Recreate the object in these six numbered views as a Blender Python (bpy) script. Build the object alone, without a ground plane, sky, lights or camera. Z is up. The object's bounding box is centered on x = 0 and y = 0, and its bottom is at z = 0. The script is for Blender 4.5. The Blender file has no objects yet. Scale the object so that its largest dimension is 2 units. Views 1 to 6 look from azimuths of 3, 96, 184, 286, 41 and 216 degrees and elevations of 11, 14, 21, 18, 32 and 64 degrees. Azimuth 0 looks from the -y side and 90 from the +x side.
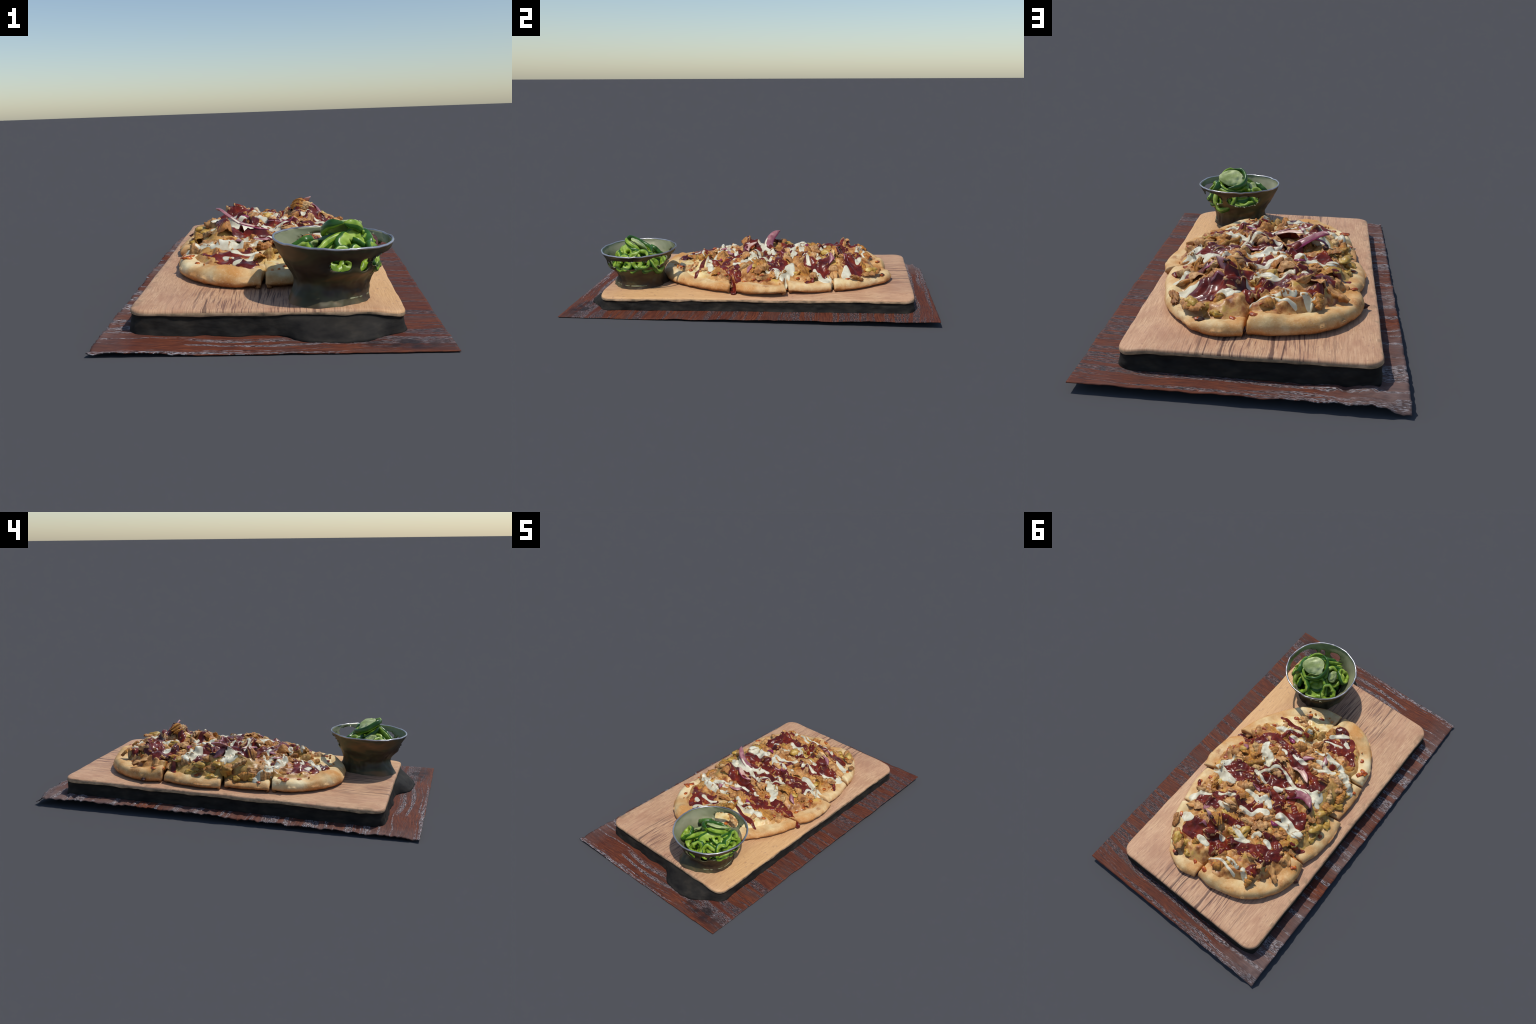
"""Flatbread pizza on a wooden serving board with a small metal cup of sliced
green peppers, standing on a rectangular piece of dark table top."""
import math
import random
import bpy
import bmesh
import numpy as np
from mathutils import Vector, Matrix, Euler
from mathutils.bvhtree import BVHTree
from mathutils.geometry import delaunay_2d_cdt

rng = np.random.default_rng(11)
rnd = random.Random(5)
scene = bpy.context.scene

# ------------------------------------------------------------------ helpers


def value_noise(p, seed=0):
    """Smooth value noise in [-1, 1] at points p (n, 3)."""
    p = np.asarray(p, float)
    i = np.floor(p).astype(np.int64)
    f = p - i
    f = f * f * (3 - 2 * f)

    def h(a, b, c):
        n = (a * 374761393 + b * 668265263 + c * 1274126177 + seed * 974634541) & 0xFFFFFFFF
        n = ((n ^ (n >> 13)) * 1103515245) & 0xFFFFFFFF
        n = ((n ^ (n >> 16)) * 69069) & 0xFFFFFFFF
        return (n >> 8) / float(1 << 24) * 2 - 1

    x, y, z = i.T
    fx, fy, fz = f.T

    def lerp(a, b, t):
        return a + (b - a) * t
    return lerp(lerp(lerp(h(x, y, z), h(x + 1, y, z), fx), lerp(h(x, y + 1, z), h(x + 1, y + 1, z), fx), fy),
                lerp(lerp(h(x, y, z + 1), h(x + 1, y, z + 1), fx), lerp(h(x, y + 1, z + 1), h(x + 1, y + 1, z + 1), fx), fy), fz)


def fbm(p, scale, seed=0, octaves=3, gain=0.5):
    p = np.asarray(p, float) * scale
    out, a = np.zeros(len(p)), 1.0
    for k in range(octaves):
        out += a * value_noise(p, seed + 17 * k)
        p = p * 2.03 + 5.7
        a *= gain
    return out


def xyz(x, y, z=0.0):
    x = np.asarray(x, float)
    return np.stack([x, np.broadcast_to(np.asarray(y, float), x.shape), np.broadcast_to(np.asarray(z, float), x.shape)], 1)


def smooth(a, b, t):
    t = np.clip((t - a) / (b - a), 0, 1)
    return t * t * (3 - 2 * t)


def new_object(name, verts, faces, mats, parent=None, shade=True, slots=None):
    me = bpy.data.meshes.new(name)
    me.from_pydata([tuple(v) for v in verts], [], [tuple(int(i) for i in f) for f in faces])
    for m in mats:
        me.materials.append(m)
    if slots is not None:
        me.polygons.foreach_set("material_index", np.asarray(slots, np.int32))
    me.validate()
    bm = bmesh.new()
    bm.from_mesh(me)
    bmesh.ops.recalc_face_normals(bm, faces=bm.faces)
    bm.to_mesh(me)
    bm.free()
    me.polygons.foreach_set("use_smooth", np.full(len(me.polygons), shade))
    ob = bpy.data.objects.new(name, me)
    scene.collection.objects.link(ob)
    if parent:
        ob.parent = parent
    return ob


def instance(name, me, loc, rot, scale, parent):
    ob = bpy.data.objects.new(name, me)
    ob.location, ob.rotation_euler, ob.scale = loc, rot, scale
    ob.parent = parent
    scene.collection.objects.link(ob)
    return ob


def thing(name, label, category, loc=(0, 0, 0)):
    ob = bpy.data.objects.new(name, None)
    ob.empty_display_size = 0.05
    scene.collection.objects.link(ob)
    ob["label"], ob["category"] = label, category
    return ob


def catmull(pts, step, closed=False):
    """Even resampling of a smooth curve through the control points (any dimension)."""
    p = np.asarray(pts, float)
    n = len(p)
    if closed:
        q = np.vstack([p[-1], p, p[0], p[1]])
        segs = n
    else:
        q = np.vstack([2 * p[0] - p[1], p, 2 * p[-1] - p[-2]])
        segs = n - 1
    out = []
    for i in range(segs):
        a, b, c, d = q[i:i + 4]
        t = np.linspace(0, 1, 24, endpoint=False)[:, None]
        out.append(0.5 * (2 * b + (c - a) * t + (2 * a - 5 * b + 4 * c - d) * t ** 2 + (3 * b - a - 3 * c + d) * t ** 3))
    out.append(p[:1] if closed else p[-1:])
    out = np.vstack(out)
    s = np.r_[0, np.cumsum(np.linalg.norm(np.diff(out[:, :2], axis=0), axis=1))]
    m = max(3, int(round(s[-1] / step)) + 1)
    u = np.linspace(0, s[-1], m)
    r = np.stack([np.interp(u, s, out[:, k]) for k in range(out.shape[1])], 1)
    return r[:-1] if closed else r


def inside(poly, p):
    x, y = p[:, 0], p[:, 1]
    r = np.zeros(len(p), bool)
    for (x0, y0), (x1, y1) in zip(poly, np.roll(poly, -1, 0)):
        c = (y0 > y) != (y1 > y)
        with np.errstate(divide="ignore", invalid="ignore"):
            r ^= c & (x < (x1 - x0) * (y - y0) / (y1 - y0) + x0)
    return r


def dist_to(line, p, closed=False):
    """Distance from points p to a polyline."""
    a = line
    b = np.roll(line, -1, 0)
    if not closed:
        a, b = a[:-1], b[:-1]
    best = np.full(len(p), 1e9)
    for u, v in zip(a, b):
        d = v - u
        t = np.clip(((p - u) @ d) / (d @ d + 1e-12), 0, 1)
        best = np.minimum(best, np.hypot(*(p - u - t[:, None] * d).T))
    return best


def normals_2d(poly):
    t = np.roll(poly, -1, 0) - np.roll(poly, 1, 0)
    n = np.stack([t[:, 1], -t[:, 0]], 1)
    n /= np.linalg.norm(n, axis=1)[:, None] + 1e-12
    area = np.sum(poly[:, 0] * np.roll(poly[:, 1], -1) - poly[:, 1] * np.roll(poly[:, 0], -1))
    return n if area > 0 else -n


def fill(poly, step, extra=()):
    """Triangulated inside of a closed outline: the outline comes first, then the inner points."""
    lo, hi = poly.min(0), poly.max(0)
    gx, gy = np.meshgrid(np.arange(lo[0], hi[0], step), np.arange(lo[1], hi[1], step * 0.866))
    gx[1::2] += step / 2
    p = np.stack([gx.ravel(), gy.ravel()], 1) + rng.normal(0, step * 0.06, (gx.size, 2))
    p = p[inside(poly, p)]
    if len(extra):
        e = np.vstack(extra)
        e = e[inside(poly, e)]
        near = dist_to(poly, e, True)
        p = np.vstack([e[near > 0.0015], p[dist_to(poly, p, True) > 0.028]])
    else:
        p = p[dist_to(poly, p, True) > step * 0.6]
    n = len(poly)
    pts = np.vstack([poly, p])
    vs, _, fs, orig, _, _ = delaunay_2d_cdt([Vector(q) for q in pts], [], [list(range(n))], 1, 1e-5)
    return np.array([v[:] for v in vs]), [list(f) for f in fs], n


# ---------------------------------------------------------------- materials


def lin(r, g, b):
    c = np.array([r, g, b]) / 255.0
    c = np.where(c <= 0.04045, c / 12.92, ((c + 0.055) / 1.055) ** 2.4)
    return (float(c[0]), float(c[1]), float(c[2]), 1.0)


class Mat:
    """A small wrapper that wires a node material."""

    def __init__(self, name, rough=0.6, spec=0.3):
        self.m = bpy.data.materials.new(name)
        self.m.use_nodes = True
        self.t = self.m.node_tree
        self.b = self.t.nodes["Principled BSDF"]
        self.b.inputs["Roughness"].default_value = rough
        self.b.inputs["Specular IOR Level"].default_value = spec
        self.tc = self.t.nodes.new("ShaderNodeTexCoord")

    def put(self, inp, v):
        if isinstance(v, bpy.types.NodeSocket):
            self.t.links.new(v, inp)
        else:
            inp.default_value = v

    def coords(self, scale=(1, 1, 1), rot=(0, 0, 0), loc=(0, 0, 0), src="Object", vec=None):
        n = self.t.nodes.new("ShaderNodeMapping")
        n.inputs["Scale"].default_value, n.inputs["Rotation"].default_value, n.inputs["Location"].default_value = scale, rot, loc
        self.t.links.new(vec or self.tc.outputs[src], n.inputs["Vector"])
        return n.outputs[0]

    def noise(self, scale, vec=None, detail=4, rough=0.55, dist=0.0, out=0):
        n = self.t.nodes.new("ShaderNodeTexNoise")
        n.inputs["Scale"].default_value, n.inputs["Detail"].default_value = scale, detail
        n.inputs["Roughness"].default_value, n.inputs["Distortion"].default_value = rough, dist
        self.t.links.new(vec or self.tc.outputs["Object"], n.inputs["Vector"])
        return n.outputs[out]

    def voronoi(self, scale, vec=None, feature="F1", out="Distance"):
        n = self.t.nodes.new("ShaderNodeTexVoronoi")
        n.feature = feature
        n.inputs["Scale"].default_value = scale
        self.t.links.new(vec or self.tc.outputs["Object"], n.inputs["Vector"])
        return n.outputs[out]

    def wave(self, scale, vec=None, dist=2.0, detail=2, dscale=1.0, direction="X"):
        n = self.t.nodes.new("ShaderNodeTexWave")
        n.bands_direction = direction
        n.inputs["Scale"].default_value, n.inputs["Distortion"].default_value = scale, dist
        n.inputs["Detail"].default_value, n.inputs["Detail Scale"].default_value = detail, dscale
        self.t.links.new(vec or self.tc.outputs["Object"], n.inputs["Vector"])
        return n.outputs["Fac"]

    def ramp(self, fac, stops, interp="LINEAR"):
        n = self.t.nodes.new("ShaderNodeValToRGB")
        e = n.color_ramp
        e.interpolation = interp
        while len(e.elements) > 1:
            e.elements.remove(e.elements[-1])
        for k, (pos, c) in enumerate(stops):
            el = e.elements[0] if k == 0 else e.elements.new(pos)
            el.position = pos
            el.color = c if isinstance(c, tuple) else (c, c, c, 1)
        self.put(n.inputs[0], fac)
        return n.outputs[0]

    def mix(self, fac, a, b, mode="MIX"):
        n = self.t.nodes.new("ShaderNodeMix")
        n.data_type, n.blend_type = "RGBA", mode
        self.put(n.inputs[0], fac)
        self.put(n.inputs[6], a)
        self.put(n.inputs[7], b)
        return n.outputs[2]

    def math(self, op, a, b=0.0, c=0.0, clamp=False):
        n = self.t.nodes.new("ShaderNodeMath")
        n.operation, n.use_clamp = op, clamp
        for i, v in enumerate((a, b, c)):
            self.put(n.inputs[i], v)
        return n.outputs[0]

    def split(self, vec=None):
        n = self.t.nodes.new("ShaderNodeSeparateXYZ")
        self.t.links.new(vec or self.tc.outputs["Object"], n.inputs[0])
        return n.outputs

    def random(self):
        return self.t.nodes.new("ShaderNodeObjectInfo").outputs["Random"]

    def bump(self, h, strength=0.3, dist=0.005):
        n = self.t.nodes.new("ShaderNodeBump")
        n.inputs["Strength"].default_value, n.inputs["Distance"].default_value = strength, dist
        self.t.links.new(h, n.inputs["Height"])
        self.t.links.new(n.outputs[0], self.b.inputs["Normal"])

    def color(self, c):
        self.put(self.b.inputs["Base Color"], c)

    def rough(self, v):
        self.put(self.b.inputs["Roughness"], v)


def spot_mask(m, x, y, rx, ry, soft=0.5, jitter=0.0, warp=None):
    """1 inside an ellipse round (x, y) on the ground plan, 0 outside."""
    v = m.coords()
    s = m.split(v)
    dx = m.math("DIVIDE", m.math("SUBTRACT", s[0], x), rx)
    dy = m.math("DIVIDE", m.math("SUBTRACT", s[1], y), ry)
    r = m.math("SQRT", m.math("ADD", m.math("MULTIPLY", dx, dx), m.math("MULTIPLY", dy, dy)))
    if warp is not None:
        r = m.math("ADD", r, m.math("MULTIPLY", m.math("SUBTRACT", warp, 0.5), jitter))
    return m.ramp(r, [(max(0.0, 1 - soft), 1.0), (1.0, 0.0)])


# the lie of the land: the table piece and the board both tilt a little


def table_z(x, y):
    return 0.0185 + 0.0150 * y - 0.0040 * x


def board_z(x, y):
    return 0.106 + 0.0165 * y - 0.012 * x


# ================================================================ table top
def table_material():
    m = Mat("stained_oak", 0.68, 0.18)
    n_warp = m.noise(2.2, m.coords((1.0, 1.6, 1)), 2)
    warp = m.math("MULTIPLY", n_warp, 0.085)
    s = m.split()
    y2 = m.math("ADD", s[1], warp)
    comb = m.t.nodes.new("ShaderNodeCombineXYZ")
    m.put(comb.inputs[0], s[0])
    m.put(comb.inputs[1], y2)
    v = comb.outputs[0]
    fine = m.noise(1.0, m.coords((10, 160, 10), vec=v), 4, 0.65)
    red = m.ramp(fine, [(0.25, lin(54, 28, 22)), (0.5, lin(104, 55, 37)), (0.75, lin(146, 82, 50))])
    broad = m.noise(1.0, m.coords((1.2, 5, 1), vec=v), 3)
    red = m.mix(m.ramp(broad, [(0.35, 0.0), (0.65, 0.6)]), red, lin(84, 42, 34))
    # bands of open pores, dark, with sky glare painted in as pale flecks
    band = m.ramp(m.noise(1.0, m.coords((0.8, 26, 1), vec=v), 3, 0.6), [(0.50, 0.0), (0.56, 1.0)])
    pore = m.noise(1.0, m.coords((34, 230, 30), vec=v), 2, 0.6)
    dark = m.math("MULTIPLY", band, m.ramp(pore, [(0.44, 0.0), (0.52, 0.95)]))
    c = m.mix(dark, red, lin(50, 41, 42))
    dash = m.ramp(m.noise(1.0, m.coords((22, 200, 30), loc=(5, 2, 0), vec=v), 2, 0.6), [(0.58, 0.0), (0.66, 0.7)])
    c = m.mix(dash, c, lin(54, 34, 34))
    glare_zone = m.math("ADD", m.ramp(s[0], [(0.0, 0.38), (1.0, 0.0)]), m.ramp(m.math("MULTIPLY", s[0], -1.0), [(0.05, 0.0), (0.50, 0.75)]), clamp=True)
    front = m.ramp(m.math("MULTIPLY", s[1], -1.0), [(0.80, 0.0), (0.90, 0.30)])
    glare_zone = m.math("ADD", glare_zone, front, clamp=True)
    glare_fleck = m.ramp(m.noise(1.0, m.coords((46, 300, 40), loc=(3, 1, 0), vec=v), 2, 0.7), [(0.50, 0.0), (0.56, 1.0)])
    painted_glare = m.math("MULTIPLY", m.math("MULTIPLY", band, glare_fleck), glare_zone)
    c = m.mix(painted_glare, c, lin(166, 158, 160))
    # greyer left margin and far corner
    glare_tint = m.math("MULTIPLY", m.ramp(m.math("MULTIPLY", s[0], -1.0), [(0.44, 0.0), (0.56, 0.7)]),
                  m.ramp(m.noise(3.2, m.coords((0.6, 1.3, 1)), 3), [(0.40, 0.0), (0.62, 1.0)]))
    corner = spot_mask(m, -0.56, 0.98, 0.30, 0.42, 0.75, 0.5, m.noise(9))
    c = m.mix(m.math("MAXIMUM", glare_tint, m.math("MULTIPLY", corner, 0.8)), c, m.mix(fine, lin(84, 70, 68), lin(136, 116, 110)))
    c = m.mix(m.math("MULTIPLY", painted_glare, 0.6), c, lin(196, 190, 192))
    c = m.mix(m.math("MULTIPLY", dark, 0.45), c, lin(44, 38, 40))
    smoke = m.math("MULTIPLY", spot_mask(m, 0.43, -0.925, 0.19, 0.075, 0.6, 0.6, m.noise(11)), m.ramp(m.noise(16), [(0.40, 0.25), (0.56, 0.9)]))
    c = m.mix(smoke, c, lin(42, 34, 34))
    wear = m.ramp(m.noise(1.0, m.coords((5, 9, 5), loc=(6, 2, 0)), 4, 0.6), [(0.52, 0.0), (0.70, 0.55)])
    c = m.mix(wear, c, lin(84, 62, 56))
    m.color(c)
    m.rough(m.ramp(fine, [(0.3, 0.58), (0.7, 0.75)]))
    m.bump(m.math("ADD", pore, fine), 0.4, 0.004)
    return m.m


def build_table():
    root_mat = table_material()
    hx, hy, step = 0.577, 0.998, 0.0095
    xs = np.linspace(-hx, hx, int(2 * hx / step) + 1)
    ys = np.linspace(-hy, hy, int(2 * hy / step) + 1)
    gx, gy = np.meshgrid(xs, ys)
    x, y = gx.ravel(), gy.ravel()
    nx, ny = len(xs), len(ys)
    p = xyz(x, y)
    # edges are slightly ragged
    ex, ey = np.abs(x) / hx, np.abs(y) / hy
    px = x + np.where(ex > 0.999, 0.0016 * fbm(p, 26, 3), 0)
    py = y + np.where(ey > 0.999, 0.0016 * fbm(p, 26, 4), 0)
    z = table_z(x, y)
    # the far left corner and the left margin are crumpled, the left side is raised
    left = smooth(-0.44, -0.565, x)
    far = smooth(0.55, 0.98, y) * smooth(-0.05, -0.5, x)
    z += 0.007 * smooth(-0.15, -0.50, x) * smooth(0.95, 0.6, y) + left * 0.005 * smooth(-0.6, 0.1, y) * smooth(0.9, 0.6, y) + far * 0.006
    z -= 0.026 * smooth(0.95, 1.0, y) * smooth(-0.44, -0.573, x)
    z -= 0.004 * smooth(0.3, 0.573, x) * smooth(0.2, -0.9, y)
    ridge = 1 - np.abs(fbm(p * np.array([0.55, 1.0, 1.0]), 30, 8, 3))
    z += (0.0012 + 0.013 * np.maximum(left * 0.8, far)) * (ridge - 0.6)
    z += 0.0012 * fbm(p, 9, 2) + 0.0035 * (np.maximum(ex, ey) > 0.985) * fbm(p, 14, 9)
    z += 0.0016 * smooth(-0.79, -0.83, y) * fbm(p * np.array([0.4, 1, 1]), 46, 21)
    z = np.maximum(z, 0.0030)
    top = np.stack([px, py, z], 1)
    bot = top - np.array([0, 0, 0.0030])
    q = np.arange(nx * ny).reshape(ny, nx)
    a, b, c, d = q[:-1, :-1].ravel(), q[:-1, 1:].ravel(), q[1:, 1:].ravel(), q[1:, :-1].ravel()
    N = nx * ny
    faces = np.vstack([np.stack([a, b, c, d], 1), np.stack([d, c, b, a], 1) + N]).tolist()
    ring = np.r_[q[0, :], q[1:, -1], q[-1, -2::-1], q[-2:0:-1, 0]]
    for i, j in zip(ring, np.roll(ring, -1)):
        faces.append([i, i + N, j + N, j])
    ob = new_object("table_top", np.vstack([top, bot]), faces, [root_mat])
    ob["label"] = "rectangular piece of dark reddish stained oak table top"
    ob["category"] = "table top"
    return ob


# ============================================================ serving board
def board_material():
    m = Mat("light_board_wood", 0.55, 0.25)
    warp = m.noise(3.0, m.coords((1.6, 0.8, 1)), 2)
    s = m.split()
    comb = m.t.nodes.new("ShaderNodeCombineXYZ")
    m.put(comb.inputs[0], m.math("ADD", s[0], m.math("MULTIPLY", warp, 0.045)))
    m.put(comb.inputs[1], s[1])
    v = comb.outputs[0]
    g = m.noise(1.0, m.coords((230, 12, 10), vec=v), 5, 0.70)
    base = m.ramp(g, [(0.28, lin(168, 124, 92)), (0.5, lin(205, 163, 126)), (0.72, lin(226, 190, 152))])
    pink = m.ramp(m.noise(5, m.coords((1.4, 0.8, 1)), 3), [(0.38, 0.0), (0.66, 0.45)])
    base = m.mix(pink, base, lin(200, 150, 120))
    blot = m.ramp(m.noise(1.0, m.coords((16, 7, 8), loc=(1, 8, 0)), 5, 0.68), [(0.44, 0.0), (0.66, 0.65)])
    base = m.mix(blot, base, lin(178, 130, 100))
    # honey-coloured strip along the cup side
    honey = spot_mask(m, 0.42, -0.42, 0.24, 0.62, 0.65, 0.35, m.noise(4))
    base = m.mix(m.math("MULTIPLY", honey, 0.75), base, m.ramp(g, [(0.3, lin(206, 154, 98)), (0.7, lin(236, 192, 132))]))
    # dark checks running in from both end grains
    ya = m.math("ABSOLUTE", m.math("SUBTRACT", s[1], 0.035))
    ends = m.ramp(ya, [(0.44, 0.0), (0.64, 1.0)])
    mid = m.ramp(m.math("ABSOLUTE", m.math("ADD", s[0], 0.05)), [(0.14, 1.0), (0.34, 0.0)])
    zone = m.math("MULTIPLY", ends, mid)
    fine = m.ramp(m.noise(1.0, m.coords((150, 6, 10), loc=(2, 0, 0), vec=v), 3, 0.6), [(0.53, 0.0), (0.60, 1.0)])
    check = m.ramp(m.noise(1.0, m.coords((46, 1.3, 10), loc=(7, 3, 0), vec=v), 2, 0.5), [(0.585, 0.0), (0.61, 1.0)])
    c = m.mix(m.math("MULTIPLY", m.math("MULTIPLY", fine, zone), 0.75), base, lin(118, 84, 74))
    c = m.mix(m.math("MULTIPLY", m.math("MULTIPLY", check, zone), 0.8), c, lin(84, 58, 52))
    pit = m.ramp(m.noise(1.0, m.coords((90, 40, 30)), 2, 0.6), [(0.62, 0.0), (0.72, 0.45)])
    c = m.mix(pit, c, lin(150, 106, 92))
    soot = m.math("MULTIPLY", m.ramp(m.math("MULTIPLY", s[0], -1.0), [(0.44, 0.0), (0.49, 0.9)]), m.ramp(m.noise(22), [(0.52, 0.0), (0.64, 0.8)]))
    c = m.mix(soot, c, lin(120, 100, 74))
    m.color(c)
    m.bump(m.math("ADD", g, m.math("MULTIPLY", m.math("MULTIPLY", fine, zone), -0.6)), 0.25, 0.003)
    return m.m


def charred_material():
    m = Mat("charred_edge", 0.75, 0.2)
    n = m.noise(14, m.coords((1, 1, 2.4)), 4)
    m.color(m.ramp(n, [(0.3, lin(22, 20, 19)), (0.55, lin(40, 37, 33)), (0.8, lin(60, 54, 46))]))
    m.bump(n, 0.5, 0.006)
    return m.m


def lip_material():
    m = Mat("worn_edge_wood", 0.6, 0.25)
    n = m.noise(24, m.coords((1, 1, 1)), 4)
    m.color(m.ramp(n, [(0.3, lin(120, 104, 84)), (0.5, lin(178, 148, 116)), (0.7, lin(214, 178, 142))]))
    m.bump(n, 0.4, 0.003)
    return m.m


def build_board():
    x0, x1, y0, y1, r = -0.485, 0.444, -0.818, 0.881, 0.064
    pts = []
    for cx, cy, a0 in ((x1 - r, y0 + r, -90), (x1 - r, y1 - r, 0), (x0 + r, y1 - r, 90), (x0 + r, y0 + r, 180)):
        for k in range(9):
            a = math.radians(a0 + 90 * k / 8)
            pts.append((cx + r * math.cos(a), cy + r * math.sin(a)))
    pts = np.array(pts)
    ln = np.r_[0, np.cumsum(np.linalg.norm(np.diff(np.vstack([pts, pts[:1]]), axis=0), axis=1))]
    u = np.arange(0, ln[-1], 0.009)
    q = np.vstack([pts, pts[:1]])
    out = np.stack([np.interp(u, ln, q[:, 0]), np.interp(u, ln, q[:, 1])], 1)
    nrm = normals_2d(out)
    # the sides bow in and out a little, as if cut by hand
    out = out + nrm * (0.0018 * fbm(xyz(out[:, 0], out[:, 1]), 6, 5))[:, None]
    n = len(out)
    inner = out - nrm * 0.012
    v2, tris, _ = fill(inner, 0.022)
    p = xyz(v2[:, 0], v2[:, 1])
    zt = board_z(v2[:, 0], v2[:, 1]) + 0.0012 * fbm(p, 7, 31)
    zt -= 0.012 * smooth(0.33, 0.44, v2[:, 0])
    verts = [np.c_[v2, zt]]
    faces, slots = [list(f) for f in tris], [0] * len(tris)
    # rounded rim, lip, then the dark side; the lip is uneven
    prev = np.arange(n)
    base = len(v2)
    rim_z = zt[:n]
    foot = table_z(out[:, 0], out[:, 1]) - 0.004
    bulge = np.exp(-((out[:, 0] - 0.205) / 0.165) ** 6) * (out[:, 1] < -0.70)  # cup's cast shadow on the board front, modelled as a dark swelling
    wob = fbm(xyz(out[:, 0], out[:, 1]), 13, 6)
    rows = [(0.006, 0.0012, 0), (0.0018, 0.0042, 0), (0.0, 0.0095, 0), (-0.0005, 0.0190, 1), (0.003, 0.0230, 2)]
    for off, dz, slot in rows:
        ring = out - nrm * off + nrm * (0.0010 * fbm(xyz(out[:, 0], out[:, 1], dz), 30, 12, 2))[:, None]
        verts.append(np.c_[ring, rim_z - dz - 0.004 * wob * min(1, dz / 0.02) * (dz > 0.015)])
        cur = base + np.arange(n)
        for i in range(n):
            j = (i + 1) % n
            faces.append([prev[i], cur[i], cur[j], prev[j]])
            slots.append(slot)
        prev, base = cur, base + n
    top_side = verts[-1]
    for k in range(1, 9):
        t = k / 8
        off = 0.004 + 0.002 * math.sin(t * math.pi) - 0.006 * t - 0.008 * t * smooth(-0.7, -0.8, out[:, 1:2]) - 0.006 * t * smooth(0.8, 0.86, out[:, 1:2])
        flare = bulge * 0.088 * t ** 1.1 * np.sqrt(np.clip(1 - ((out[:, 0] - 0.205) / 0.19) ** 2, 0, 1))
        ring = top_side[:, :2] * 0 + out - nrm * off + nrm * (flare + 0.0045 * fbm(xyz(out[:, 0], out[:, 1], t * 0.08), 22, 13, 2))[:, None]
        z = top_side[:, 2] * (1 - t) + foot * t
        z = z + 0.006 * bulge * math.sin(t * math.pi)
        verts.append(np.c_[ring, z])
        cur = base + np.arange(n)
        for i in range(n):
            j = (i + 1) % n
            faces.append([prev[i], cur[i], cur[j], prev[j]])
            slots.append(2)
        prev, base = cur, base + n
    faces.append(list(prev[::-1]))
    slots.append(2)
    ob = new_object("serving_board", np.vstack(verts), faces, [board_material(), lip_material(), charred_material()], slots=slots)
    ob["label"] = "pale rectangular wooden serving board with blackened sides and rounded corners"
    ob["category"] = "serving board"
    return ob


# =============================================================== sauce cup
CUP = np.array([0.211, -0.646])


def cup_radius(z):
    return np.interp(z, [0.085, 0.094, 0.104, 0.118, 0.14, 0.165, 0.195, 0.24, 0.285, 0.302],
                     [0.134, 0.131, 0.128, 0.126, 0.127, 0.134, 0.148, 0.179, 0.202, 0.2065])


def cup_material(name, stops, rough, metallic):
    m = Mat(name, rough, 0.4)
    v = m.coords((5, 5, 11))
    n = m.noise(1.0, v, 3, 0.55, 0.6)
    m.color(m.ramp(n, stops))
    m.b.inputs["Metallic"].default_value = metallic
    m.bump(m.noise(2.4, v, 2), 0.25, 0.006)
    return m.m


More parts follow.
